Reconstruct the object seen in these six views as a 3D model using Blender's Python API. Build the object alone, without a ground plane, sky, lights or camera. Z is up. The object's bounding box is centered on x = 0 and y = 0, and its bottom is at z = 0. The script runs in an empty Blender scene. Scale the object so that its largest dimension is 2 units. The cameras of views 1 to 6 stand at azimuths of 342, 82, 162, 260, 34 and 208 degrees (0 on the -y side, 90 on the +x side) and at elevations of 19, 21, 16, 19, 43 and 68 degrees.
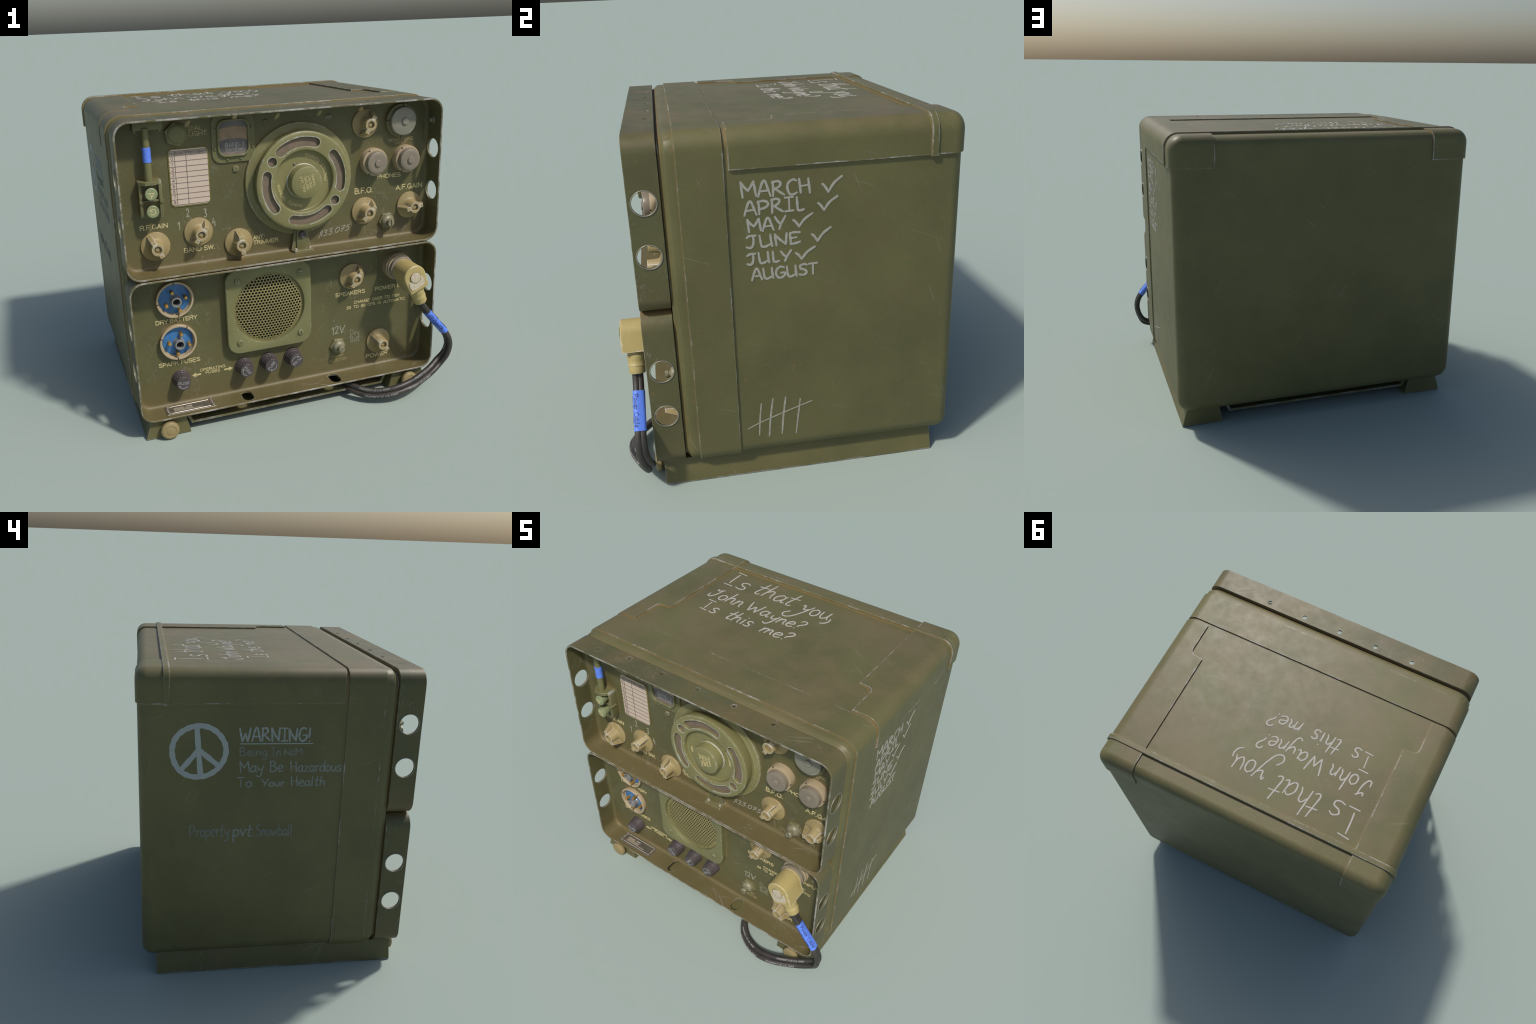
# A battered olive-drab field radio receiver: a steel case with a lid cover,
# two front trays holding the control panels, a coiled power cable and chalk writing.
import bpy, bmesh, math, random
from mathutils import Vector, Matrix

random.seed(7)
CX = -0.04            # middle of the case in x
PANEL_Y = -0.556      # face of the control panels
pi, cos, sin = math.pi, math.cos, math.sin

# ------------------------------------------------------------------ materials
MATS = {}


class Tree:
    def __init__(self, name):
        self.m = bpy.data.materials.new(name)
        self.m.use_nodes = True
        self.t = self.m.node_tree
        self.t.nodes.clear()
        self.out = self.n('ShaderNodeOutputMaterial')
        self.b = self.n('ShaderNodeBsdfPrincipled')
        self.l(self.b.outputs[0], self.out.inputs[0])
        self.co = self.n('ShaderNodeTexCoord').outputs['Object']

    def n(self, kind, **kw):
        nd = self.t.nodes.new(kind)
        for k, v in kw.items():
            setattr(nd, k, v)
        return nd

    def l(self, a, b):
        self.t.links.new(a, b)

    def put(self, sock, v):
        if isinstance(v, bpy.types.NodeSocket):
            self.l(v, sock)
        elif isinstance(v, (tuple, list)) and len(v) == 3 and sock.type == 'RGBA':
            sock.default_value = (*v, 1)
        else:
            sock.default_value = v

    def noise(self, scale, detail=3, rough=0.55, vec=None, dist=0.0):
        nd = self.n('ShaderNodeTexNoise')
        self.l(vec or self.co, nd.inputs['Vector'])
        nd.inputs['Scale'].default_value = scale
        nd.inputs['Detail'].default_value = detail
        nd.inputs['Roughness'].default_value = rough
        nd.inputs['Distortion'].default_value = dist
        return nd.outputs['Fac']

    def math(self, op, a, b=0.0, clamp=False):
        nd = self.n('ShaderNodeMath', operation=op, use_clamp=clamp)
        self.put(nd.inputs[0], a)
        self.put(nd.inputs[1], b)
        return nd.outputs[0]

    def ramp(self, v, lo, hi, a=0.0, b=1.0):
        nd = self.n('ShaderNodeMapRange', interpolation_type='SMOOTHSTEP')
        self.put(nd.inputs[0], v)
        for i, x in enumerate((lo, hi, a, b)):
            nd.inputs[i + 1].default_value = x
        return nd.outputs[0]

    def mix(self, f, a, b):
        nd = self.n('ShaderNodeMix', data_type='RGBA')
        self.put(nd.inputs[0], f)
        self.put(nd.inputs[6], a)
        self.put(nd.inputs[7], b)
        return nd.outputs[2]

    def mapped(self, scale, vec=None):
        nd = self.n('ShaderNodeMapping')
        self.l(vec or self.co, nd.inputs[0])
        nd.inputs['Scale'].default_value = scale
        return nd.outputs[0]

    def mapped_rot(self, rot):
        nd = self.n('ShaderNodeMapping')
        self.l(self.co, nd.inputs[0])
        nd.inputs['Rotation'].default_value = rot
        return nd.outputs[0]

    def ao(self, dist, inside=False, samples=5):
        nd = self.n('ShaderNodeAmbientOcclusion', inside=inside, only_local=inside, samples=samples)
        nd.inputs['Distance'].default_value = dist
        return self.math('SUBTRACT', 1.0, nd.outputs['AO'])

    def bump(self, h, strength, dist=0.002):
        nd = self.n('ShaderNodeBump')
        nd.inputs['Strength'].default_value = strength
        nd.inputs['Distance'].default_value = dist
        self.l(h, nd.inputs['Height'])
        self.l(nd.outputs[0], self.b.inputs['Normal'])


def scale3(c, k):
    return tuple(x * k for x in c)


def paint(name, col, wear=0.5, wear_col=(0.36, 0.36, 0.35), edge=0.007, dust=0.5, dust_col=(0.165, 0.122, 0.062),
          cavity=0.8, cavity_col=(0.255, 0.172, 0.075), scratch=0.35, rough=0.5, patches=0.0, seed=0.0, mottle=0.12, rim_y=None, dust_lo=0.24, dust_hi=0.52, reach=0.045, gate_lo=0.58, gate_min=0.12, floors=()):
    """Painted sheet metal: mottled paint, dust on upward faces and in corners, chipped edges, scratches."""
    T = Tree(name)
    n_big = T.noise(2.3, 3, 0.6)
    n_mid = T.noise(11 + seed, 4, 0.65)
    n_fine = T.noise(75, 3, 0.7)
    c = T.mix(T.ramp(n_big, 0.3, 0.7), scale3(col, 1 - mottle), scale3(col, 1 + mottle))
    c = T.mix(T.ramp(n_fine, 0.35, 0.75, 0, 0.22), c, scale3(col, 1.45))
    # dust, thicker on what faces up
    up = T.n('ShaderNodeSeparateXYZ')
    T.l(T.n('ShaderNodeNewGeometry').outputs['Normal'], up.inputs[0])
    upz = T.ramp(up.outputs[2], 0.1, 0.95, 0.25, 1.0)
    cloud = T.ramp(T.noise(3.4, 4, 0.62, dist=0.6), 0.38, 0.66)
    d = T.math('MULTIPLY', T.math('MULTIPLY', cloud, upz), dust, True)
    if floors:                       # dust settled low on the panels
        zz = T.n('ShaderNodeSeparateXYZ')
        T.l(T.co, zz.inputs[0])
        for z0 in floors:
            above = T.ramp(zz.outputs[2], z0 - 0.04, z0 - 0.02)
            low = T.math('MULTIPLY', T.ramp(T.math('ADD', zz.outputs[2], T.math('MULTIPLY', n_mid, 0.10)), z0 + 0.07, z0 + 0.30, 1.0, 0.0), above)
            d = T.math('MAXIMUM', d, T.math('MULTIPLY', low, 0.42))
    c = T.mix(d, c, dust_col)
    # small rusty specks
    speck = T.ramp(T.noise(24, 2, 0.5), 0.70, 0.78, 0, 0.5)
    c = T.mix(speck, c, (0.21, 0.13, 0.05))
    # dirt in corners
    if cavity:
        occ = T.ao(reach)
        occ = T.math('ADD', occ, T.math('MULTIPLY', T.math('SUBTRACT', n_mid, 0.5), 0.35))
        f = T.ramp(occ, dust_lo, dust_hi, 0, cavity)
        c = T.mix(f, c, cavity_col)
    # scratches: noise drawn out along directions lying in each face plane
    nrm = T.n('ShaderNodeSeparateXYZ')
    T.l(T.n('ShaderNodeNewGeometry').outputs['Normal'], nrm.inputs[0])
    s = None
    for axis, angles in ((1, (0.5, -0.9)), (0, (0.35, 1.2)), (2, (0.6, -0.5))):
        facing = T.ramp(T.math('ABSOLUTE', nrm.outputs[axis]), 0.7, 0.9)
        for k, a in enumerate(angles):
            rot = [0, 0, 0]
            rot[axis] = a
            sc = [95, 95, 95]
            sc[axis] = 9
            sc[(axis + 1) % 3] = 3.0 + k
            vec = T.mapped(sc, T.mapped_rot(rot))
            v = T.ramp(T.noise(1.0, 1.5, 0.5, vec=vec), 0.685, 0.75)
            v = T.math('MULTIPLY', v, facing)
            s = v if s is None else T.math('MAXIMUM', s, v)
    patch = T.ramp(T.noise(4.5, 3, 0.6), 0.46, 0.64)
    s = T.math('MULTIPLY', T.math('MULTIPLY', s, patch), scratch)
    c = T.mix(s, c, wear_col)
    rub = None
    if patches:
        p = T.math('MULTIPLY', T.ramp(T.noise(7.5, 3, 0.7), 0.50, 0.72), T.ramp(T.noise(70, 3, 0.8, vec=T.mapped((1, 1, 0.45), T.mapped_rot((0.3, 0.2, 0.6)))), 0.50, 0.72))
        rub = T.math('MULTIPLY', p, patches)
        c = T.mix(rub, c, wear_col)
    # chipped edges
    if wear:
        e = T.ao(edge, inside=True, samples=6)
        chip = T.math('ADD', e, T.math('MULTIPLY', T.math('SUBTRACT', T.noise(30, 5, 0.75), 0.5), 1.1))
        chip = T.math('ADD', chip, T.math('MULTIPLY', T.math('SUBTRACT', T.noise(5, 2, 0.5), 0.5), 0.55))
        w = T.math('MULTIPLY', T.ramp(chip, 0.19, 0.36), T.ramp(e, 0.05, 0.16))
        gate = T.ramp(T.math('ADD', T.noise(6.5, 3, 0.65), T.math('MULTIPLY', T.noise(55, 2, 0.6), 0.25)), gate_lo, gate_lo + 0.14, gate_min, 1.0)
        w = T.math('MULTIPLY', w, gate)
        if rim_y is not None:
            pos = T.n('ShaderNodeSeparateXYZ')
            T.l(T.co, pos.inputs[0])
            rim = T.ramp(pos.outputs[1], rim_y + 0.002, rim_y + 0.0006)
            blot = T.ramp(T.math('ADD', T.noise(19, 5, 0.75), T.math('MULTIPLY', T.noise(4, 2), 0.5)), 0.66, 0.98)
            w = T.math('MAXIMUM', w, T.math('MULTIPLY', rim, blot))
        w = T.math('MULTIPLY', w, wear)
        c = T.mix(w, c, wear_col)
    T.l(c, T.b.inputs['Base Color'])
    r = T.math('ADD', T.math('MULTIPLY', n_mid, 0.22), rough - 0.11)
    T.l(r, T.b.inputs['Roughness'])
    T.b.inputs['Specular IOR Level'].default_value = 0.42
    T.bump(T.math('ADD', T.math('MULTIPLY', n_fine, 0.5), n_mid), 0.10)
    MATS[name] = T.m
    return T.m


def plain(name, col, rough=0.5, metal=0.0, spec=0.5, var=0.12, scale=30, col2=None):
    T = Tree(name)
    n = T.noise(scale, 3, 0.6)
    c = T.mix(T.ramp(n, 0.3, 0.7), scale3(col, 1 - var), col2 or scale3(col, 1 + var))
    T.l(c, T.b.inputs['Base Color'])
    T.b.inputs['Roughness'].default_value = rough
    T.b.inputs['Metallic'].default_value = metal
    T.b.inputs['Specular IOR Level'].default_value = spec
    MATS[name] = T.m
    return T.m


OLIVE = (0.109, 0.103, 0.040)
M_CASE = paint('olive_case_paint', OLIVE, wear=0.85, wear_col=(0.40, 0.40, 0.39), dust=0.5, edge=0.008, scratch=0.14, reach=0.026, dust_lo=0.20, dust_hi=0.46, cavity=0.7)
M_TRAY = paint('olive_tray_paint', (0.092, 0.088, 0.036), wear=0.85, wear_col=(0.40, 0.39, 0.37), edge=0.0042, dust=0.6, dust_col=(0.150, 0.106, 0.045), scratch=0.28, patches=0.35, cavity=0.75, cavity_col=(0.235, 0.16, 0.07), rim_y=-0.698, dust_lo=0.27, dust_hi=0.60, floors=(0.99, 0.136))
M_FOOT = paint('olive_foot_paint', (0.115, 0.106, 0.042), wear=0.7, edge=0.008, gate_lo=0.55, dust=0.7, dust_col=(0.165, 0.13, 0.058), cavity=0.0)
M_PLATE_GREEN = paint('light_green_plate_paint', (0.152, 0.150, 0.064), wear=0.8, wear_col=(0.5, 0.5, 0.47), edge=0.0042, dust=0.1, scratch=0.2, cavity=0.2, cavity_col=(0.14, 0.12, 0.045))
M_DIAL = paint('light_green_paint', (0.182, 0.171, 0.071), wear=0.8, wear_col=(0.44, 0.44, 0.39), edge=0.010, gate_lo=0.50, gate_min=0.25, dust=0.1, scratch=0.25, cavity=0.25, cavity_col=(0.15, 0.12, 0.045))
M_TRIM = paint('green_fitting_paint', (0.128, 0.127, 0.053), wear=0.6, wear_col=(0.4, 0.4, 0.38), edge=0.005, dust=0.2, cavity=0.3)
M_KNOB = paint('tan_knob_paint', (0.285, 0.222, 0.100), wear=0.8, wear_col=(0.50, 0.47, 0.40), edge=0.005, gate_lo=0.46, gate_min=0.4, dust=0.15, scratch=0.2, cavity=0.25, cavity_col=(0.2, 0.15, 0.06))
M_PLUG = paint('yellow_plug_paint', (0.375, 0.30, 0.118), wear=0.8, wear_col=(0.62, 0.57, 0.46), edge=0.007, gate_lo=0.46, gate_min=0.4, dust=0.15, scratch=0.9, patches=0.4, cavity=0.25, cavity_col=(0.26, 0.19, 0.07))
M_SOCKET = paint('beige_socket_paint', (0.36, 0.285, 0.178), wear=0.6, wear_col=(0.55, 0.5, 0.42), edge=0.006, dust=0.1, scratch=0.1, cavity=0.2, cavity_col=(0.16, 0.12, 0.07))
M_CAP = paint('grey_cap_rubber', (0.205, 0.175, 0.132), wear=0.35, wear_col=(0.42, 0.42, 0.42), edge=0.005, dust=0.0, scratch=0.1, cavity=0.0, rough=0.4)
M_MONCAP = paint('grey_steel_cap', (0.215, 0.205, 0.158), wear=0.5, wear_col=(0.48, 0.5, 0.52), edge=0.005, dust=0.0, scratch=0.6, patches=0.6, cavity=0.0, rough=0.35)
M_STEEL = plain('worn_bolt_metal', (0.24, 0.225, 0.17), 0.42, 0.35)
M_TOGGLE = plain('dull_olive_metal', (0.19, 0.175, 0.105), 0.45, 0.1, col2=(0.25, 0.23, 0.15))
M_RIM = plain('bare_hole_rim', (0.25, 0.24, 0.19), 0.4, 0.4)
M_BLACK = plain('black_plastic', (0.066, 0.054, 0.056), 0.45, col2=(0.075, 0.062, 0.062))
M_CABLE = plain('black_rubber', (0.034, 0.031, 0.029), 0.45, col2=(0.055, 0.046, 0.036), scale=9)
M_DARK = plain('dark_hollow', (0.012, 0.012, 0.010), 0.8)
M_TAPE = plain('blue_tape', (0.105, 0.215, 0.74), 0.45, var=0.06)
M_BLUE = plain('blue_insulator', (0.030, 0.125, 0.33), 0.25, col2=(0.05, 0.19, 0.43), scale=14)
M_BRASS = plain('brass_pin', (0.52, 0.30, 0.08), 0.3, 0.7)
M_TUBE = plain('grey_metal_sleeve', (0.25, 0.25, 0.24), 0.35, 0.3)
M_HOLE = plain('socket_bore', (0.006, 0.006, 0.006), 0.7)
M_LEATHER = plain('brown_slot_floor', (0.205, 0.152, 0.102), 0.7, col2=(0.14, 0.108, 0.08), scale=26)
M_PAPER = plain('aged_paper', (0.60, 0.49, 0.40), 0.7, col2=(0.52, 0.41, 0.33), scale=22)
M_PAPERHEAD = plain('grey_paper_heading', (0.30, 0.255, 0.21), 0.7)
M_INK = plain('grey_ink', (0.12, 0.10, 0.095), 0.7)
M_FRAME = plain('yellow_label_edge', (0.13, 0.115, 0.025), 0.5)
M_GLASS_DARK = plain('dark_scale', (0.095, 0.088, 0.086), 0.35, col2=(0.125, 0.112, 0.108), scale=14)
M_GLASS_TAN = plain('tan_scale', (0.235, 0.165, 0.098), 0.35)
M_GLASS_LOW = plain('faded_scale_foot', (0.19, 0.155, 0.135), 0.3)
M_SCALETEXT = plain('grey_scale_print', (0.30, 0.30, 0.29), 0.5)
M_PRINT = plain('cream_print', (0.62, 0.53, 0.27), 0.6, col2=(0.52, 0.44, 0.22), scale=40)
M_PRINT_DIM = plain('faded_print', (0.36, 0.30, 0.14), 0.6, col2=(0.26, 0.22, 0.1), scale=40)
M_BADGE = plain('beige_badge', (0.50, 0.43, 0.32), 0.5, scale=60)
M_PLATE = plain('dark_nameplate', (0.16, 0.135, 0.095), 0.38, 0.25, col2=(0.10, 0.092, 0.075), scale=14)
M_SILVER = plain('bright_metal', (0.55, 0.50, 0.44), 0.35, 0.4)
M_CHALK = plain('white_chalk', (0.41, 0.405, 0.36), 0.8, col2=(0.31, 0.305, 0.26), scale=60)
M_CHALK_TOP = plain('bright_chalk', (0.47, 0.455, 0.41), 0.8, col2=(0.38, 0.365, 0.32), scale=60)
M_CHALK_PANEL = plain('panel_chalk', (0.42, 0.42, 0.34), 0.8, col2=(0.27, 0.27, 0.2), scale=70)
M_CHALK_DIM = plain('faint_panel_chalk', (0.27, 0.26, 0.18), 0.8, col2=(0.18, 0.17, 0.1), scale=70)
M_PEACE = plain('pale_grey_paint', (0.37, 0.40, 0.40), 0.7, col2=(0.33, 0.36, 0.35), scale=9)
M_WARN = plain('faded_chalk', (0.27, 0.30, 0.28), 0.8, scale=50)
M_WARN2 = plain('very_faded_chalk', (0.20, 0.225, 0.20), 0.8, scale=50)
M_WARN3 = plain('ghost_chalk', (0.155, 0.175, 0.15), 0.8, scale=50)
M_TALLY = plain('thin_chalk', (0.40, 0.39, 0.33), 0.8, col2=(0.26, 0.255, 0.2), scale=50)
M_CABLETEXT = plain('white_cable_print', (0.30, 0.30, 0.29), 0.6)
M_PEN = plain('dark_pen', (0.03, 0.05, 0.17), 0.6)

# ------------------------------------------------------------------ hierarchy
ROOT = bpy.data.objects.new('field_radio_receiver', None)
bpy.context.collection.objects.link(ROOT)
ROOT['label'] = 'battered olive army field radio with dials, sockets and power cable'
ROOT['category'] = 'radio receiver'


def add(name, me, mat=None, parent=ROOT, smooth=None):
    ob = bpy.data.objects.new(name, me)
    bpy.context.collection.objects.link(ob)
    ob.parent = parent
    if mat and not me.materials:
        me.materials.append(mat)
    if smooth:
        shade(me, smooth)
    return ob


def shade(me, deg):
    bm = bmesh.new()
    bm.from_mesh(me)
    lim = math.radians(deg)
    for f in bm.faces:
        f.smooth = True
    for e in bm.edges:
        e.smooth = len(e.link_faces) == 2 and e.calc_face_angle(4) < lim
    bm.to_mesh(me)
    bm.free()


def bm_mesh(bm, name):
    bmesh.ops.recalc_face_normals(bm, faces=bm.faces[:])
    me = bpy.data.meshes.new(name)
    bm.to_mesh(me)
    bm.free()
    return me


def join(meshes, name):
    """One mesh out of several, materials kept."""
    bm, mats = bmesh.new(), []
    for me in meshes:
        start = len(bm.faces)
        idx = []
        for m in me.materials:
            if m not in mats:
                mats.append(m)
            idx.append(mats.index(m))
        bm.from_mesh(me)
        bm.faces.ensure_lookup_table()
        for f in bm.faces[start:]:
            f.material_index = idx[f.material_index] if idx else 0
    me = bpy.data.meshes.new(name)
    bm.to_mesh(me)
    bm.free()
    for m in mats:
        me.materials.append(m)
    return me


def with_mat(me, mat):
    me.materials.append(mat)
    return me


# ------------------------------------------------------------------ shape tools
# "panel space": u = x, v = z, w = distance out of the panel toward the front
def pw(u, v, w):
    return (u, PANEL_Y - w, v)


def ring_mesh(rings, name, close_start=True, close_end=True, loop=False):
    bm = bmesh.new()
    rows = [[bm.verts.new(p) for p in r] for r in rings]
    n = len(rows[0])
    pairs = list(zip(rows, rows[1:])) + ([(rows[-1], rows[0])] if loop else [])
    for a, b in pairs:
        for i in range(n):
            j = (i + 1) % n
            bm.faces.new((a[i], a[j], b[j], b[i]))
    if not loop:
        if close_start:
            bm.faces.new(rows[0])
        if close_end:
            bm.faces.new(rows[-1])
    return bm_mesh(bm, name)


def lathe(name, u, v, profile, seg=40, mat=None, closed=True, axis=None):
    """Turned part on the panel; profile is (radius, out) from back to front."""
    rings = []
    for r, w in profile:
        rings.append([pw(u + r * cos(2 * pi * i / seg), v + r * sin(2 * pi * i / seg), w) for i in range(seg)])
    me = ring_mesh(rings, name, closed, closed)
    if mat:
        me.materials.append(mat)
    shade(me, 34)
    return me


def rrect(x0, x1, z0, z1, r, seg=8):
    pts = []
    for cx, cz, a in ((x1 - r, z1 - r, 0), (x0 + r, z1 - r, 90), (x0 + r, z0 + r, 180), (x1 - r, z0 + r, 270)):
        for i in range(seg + 1):
            t = math.radians(a + 90 * i / seg)
            pts.append((cx + r * cos(t), cz + r * sin(t)))
    return pts


def slab(name, outline, w0, w1, mat=None, bevel=0.0, place=pw, sm=34):
    """Flat plate with the given outline between two heights, its front edge chamfered."""
    n = len(outline)
    cu = sum(p[0] for p in outline) / n
    cv = sum(p[1] for p in outline) / n

    def shrunk(b):
        out = []
        for i in range(n):
            p0, p1, p2 = (Vector(outline[(i + k) % n]) for k in (-1, 0, 1))
            a, c = (p1 - p0), (p2 - p1)
            a = a.normalized() if a.length > 1e-9 else c.normalized()
            c = c.normalized() if c.length > 1e-9 else a
            na, nc = Vector((-a.y, a.x)), Vector((-c.y, c.x))
            m = na + nc
            m = m / max(0.35, m.dot(na)) if m.length > 1e-6 else na
            out.append(p1 + m * b)
        return out

    area = sum(outline[i][0] * outline[(i + 1) % n][1] - outline[(i + 1) % n][0] * outline[i][1] for i in range(n))
    sgn = 1 if area > 0 else -1
    rings = [[place(p[0], p[1], w0) for p in outline]]
    if bevel:
        rings.append([place(p[0], p[1], w1 - bevel) for p in outline])
        rings.append([place(p[0], p[1], w1) for p in shrunk(sgn * bevel)])
    else:
        rings.append([place(p[0], p[1], w1) for p in outline])
    me = ring_mesh(rings, name)
    if mat:
        me.materials.append(mat)
    shade(me, sm)
    return me


def poly(n, r, u=0, v=0, rot=0):
    return [(u + r * cos(rot + 2 * pi * i / n), v + r * sin(rot + 2 * pi * i / n)) for i in range(n)]


def box(name, x0, x1, y0, y1, z0, z1, mat=None, bevel=0.003):
    bm = bmesh.new()
    bmesh.ops.create_cube(bm, size=1)
    for ve in bm.verts:
        ve.co = Vector(((x0 + x1) / 2 + ve.co.x * (x1 - x0), (y0 + y1) / 2 + ve.co.y * (y1 - y0), (z0 + z1) / 2 + ve.co.z * (z1 - z0)))
    if bevel:
        bmesh.ops.bevel(bm, geom=bm.edges[:], offset=bevel, segments=2, affect='EDGES', profile=0.5)
    me = bm_mesh(bm, name)
    if mat:
        me.materials.append(mat)
    shade(me, 34)
    return me


def cylinder(name, a, b, r, r2=None, seg=28, mat=None, cap=True):
    a, b = Vector(a), Vector(b)
    d = (b - a).normalized()
    s = d.orthogonal().normalized()
    t = d.cross(s)
    rings = []
    for p, rr in ((a, r), (b, r if r2 is None else r2)):
        rings.append([p + (s * cos(2 * pi * i / seg) + t * sin(2 * pi * i / seg)) * rr for i in range(seg)])
    me = ring_mesh(rings, name, cap, cap)
    if mat:
        me.materials.append(mat)
    shade(me, 40)
    return me


def turned(name, a, d, profile, seg=32, mat=None):
    """Turned part about any axis: start a, direction d, (radius, along) profile."""
    a, d = Vector(a), Vector(d).normalized()
    s = d.orthogonal().normalized()
    t = d.cross(s)
    rings = [[a + d * h + (s * cos(2 * pi * i / seg) + t * sin(2 * pi * i / seg)) * r for i in range(seg)] for r, h in profile]
    me = ring_mesh(rings, name)
    if mat:
        me.materials.append(mat)
    shade(me, 34)
    return me


def torus(name, c, axis, R, r, mat=None, seg=40, sec=8):
    d = Vector(axis).normalized()
    s = d.orthogonal().normalized()
    t = d.cross(s)
    rings = []
    for i in range(seg):
        a = 2 * pi * i / seg
        e = s * cos(a) + t * sin(a)
        rings.append([Vector(c) + e * (R + r * cos(2 * pi * k / sec)) + d * r * sin(2 * pi * k / sec) for k in range(sec)])
    me = ring_mesh(rings, name, loop=True)
    if mat:
        me.materials.append(mat)
    shade(me, 60)
    return me


def boolean(me, cutters, op='DIFFERENCE', name=None, sm=34):
    """Cut meshes out of (or keep common with) a mesh; the modifier is applied."""
    ob = bpy.data.objects.new('work', me)
    bpy.context.collection.objects.link(ob)
    temps = []
    for c in cutters:
        co = bpy.data.objects.new('cutter', c)
        bpy.context.collection.objects.link(co)
        md = ob.modifiers.new('b', 'BOOLEAN')
        md.operation, md.object, md.solver = op, co, 'EXACT'
        temps.append(co)
    dg = bpy.context.evaluated_depsgraph_get()
    out = bpy.data.meshes.new_from_object(ob.evaluated_get(dg))
    out.name = name or me.name
    for o in temps + [ob]:
        bpy.data.objects.remove(o)
    bm = bmesh.new()
    bm.from_mesh(out)
    bmesh.ops.remove_doubles(bm, verts=bm.verts[:], dist=1e-5)
    bm.to_mesh(out)
    bm.free()
    shade(out, sm)
    return out


# ------------------------------------------------------------------ writing tools
PRINT = {}


def P(ch, adv, *strokes):
    PRINT[ch] = (adv, strokes)


def arc(cx, cy, rx, ry, a0, a1, n=10):
    return [(cx + rx * cos(math.radians(a0 + (a1 - a0) * i / n)), cy + ry * sin(math.radians(a0 + (a1 - a0) * i / n))) for i in range(n + 1)]


# plain engraved sans capitals; cap height 1, stroke centred a little inside
LO, HI = 0.06, 0.94
P('A', .86, [(.05, LO), (.40, HI)], [(.40, HI), (.75, LO)], [(.17, .34), (.63, .34)])
P('B', .84, [(.08, LO), (.08, HI)], [(.08, HI), (.42, HI)] + arc(.42, .73, .25, .21, 90, -90) + [(.08, .52)], [(.3, .52), (.45, .52)] + arc(.45, .29, .27, .23, 90, -90) + [(.08, LO)])
P('C', .92, arc(.46, .5, .38, .44, 42, 318, 16))
P('D', .90, [(.08, LO), (.08, HI)], [(.08, HI), (.38, HI)] + arc(.38, .5, .38, .44, 90, -90) + [(.08, LO)])
P('E', .80, [(.08, LO), (.08, HI)], [(.08, HI), (.68, HI)], [(.08, .52), (.62, .52)], [(.08, LO), (.70, LO)])
P('F', .74, [(.08, LO), (.08, HI)], [(.08, HI), (.66, HI)], [(.08, .50), (.58, .50)])
P('G', .96, arc(.46, .5, .38, .44, 42, 330, 16), [(.80, .44), (.50, .44)], [(.82, .44), (.82, LO)])
P('H', .90, [(.08, LO), (.08, HI)], [(.74, LO), (.74, HI)], [(.08, .52), (.74, .52)])
P('I', .32, [(.10, LO), (.10, HI)])
P('K', .86, [(.08, LO), (.08, HI)], [(.70, HI), (.08, .36)], [(.30, .56), (.76, LO)])
P('L', .70, [(.08, LO), (.08, HI)], [(.08, LO), (.62, LO)])
P('M', 1.02, [(.08, LO), (.08, HI)], [(.86, LO), (.86, HI)], [(.09, HI), (.47, LO)], [(.85, HI), (.47, LO)])
P('N', .90, [(.08, LO), (.08, HI)], [(.74, LO), (.74, HI)], [(.09, HI), (.73, LO)])
P('O', .98, arc(.46, .5, .40, .44, 90, 450, 22))
P('P', .82, [(.08, LO), (.08, HI)], [(.08, HI), (.44, HI)] + arc(.44, .71, .26, .23, 90, -90) + [(.08, .48)])
P('Q', .98, arc(.46, .5, .40, .44, 90, 450, 22), [(.58, .28), (.86, .02)])
P('R', .88, [(.08, LO), (.08, HI)], [(.08, HI), (.46, HI)] + arc(.46, .73, .26, .21, 90, -90) + [(.08, .52)], [(.46, .51), (.62, .44), (.68, .28), (.70, LO)])
P('S', .84, arc(.40, .73, .30, .21, 25, 235, 10) + arc(.40, .28, .32, .22, 70, -160, 12))
P('T', .78, [(.02, HI), (.70, HI)], [(.36, LO), (.36, HI)])
P('U', .90, [(.08, HI), (.08, .34)] + arc(.41, .34, .33, .28, 180, 360, 12) + [(.74, HI)])
P('V', .82, [(.02, HI), (.38, LO)], [(.38, LO), (.74, HI)])
P('W', 1.16, [(.02, HI), (.28, LO)], [(.28, LO), (.54, HI)], [(.54, HI), (.80, LO)], [(.80, LO), (1.06, HI)])
P('X', .82, [(.04, LO), (.72, HI)], [(.04, HI), (.72, LO)])
P('Y', .82, [(.02, HI), (.38, .46)], [(.74, HI), (.38, .46)], [(.38, .46), (.38, LO)])
P('o', .62, arc(.28, .40, .22, .24, 90, 450, 16), [(.10, .06), (.46, .06)])
P('0', .74, arc(.33, .5, .27, .44, 90, 450, 20))
P('1', .52, [(.28, LO), (.28, HI)], [(.28, HI), (.08, .74)])
P('2', .74, arc(.33, .66, .27, .28, 165, -25, 10) + [(.08, LO)], [(.08, LO), (.62, LO)])
P('3', .74, arc(.32, .72, .24, .22, 160, -80, 9), arc(.32, .29, .28, .23, 80, -160, 10))
P('4', .74, [(.48, LO), (.48, HI)], [(.48, HI), (.04, .30)], [(.04, .30), (.64, .30)])
P('5', .74, [(.58, HI), (.16, HI)], [(.16, HI), (.10, .50)], arc(.32, .34, .29, .28, 130, -155, 11))
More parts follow.
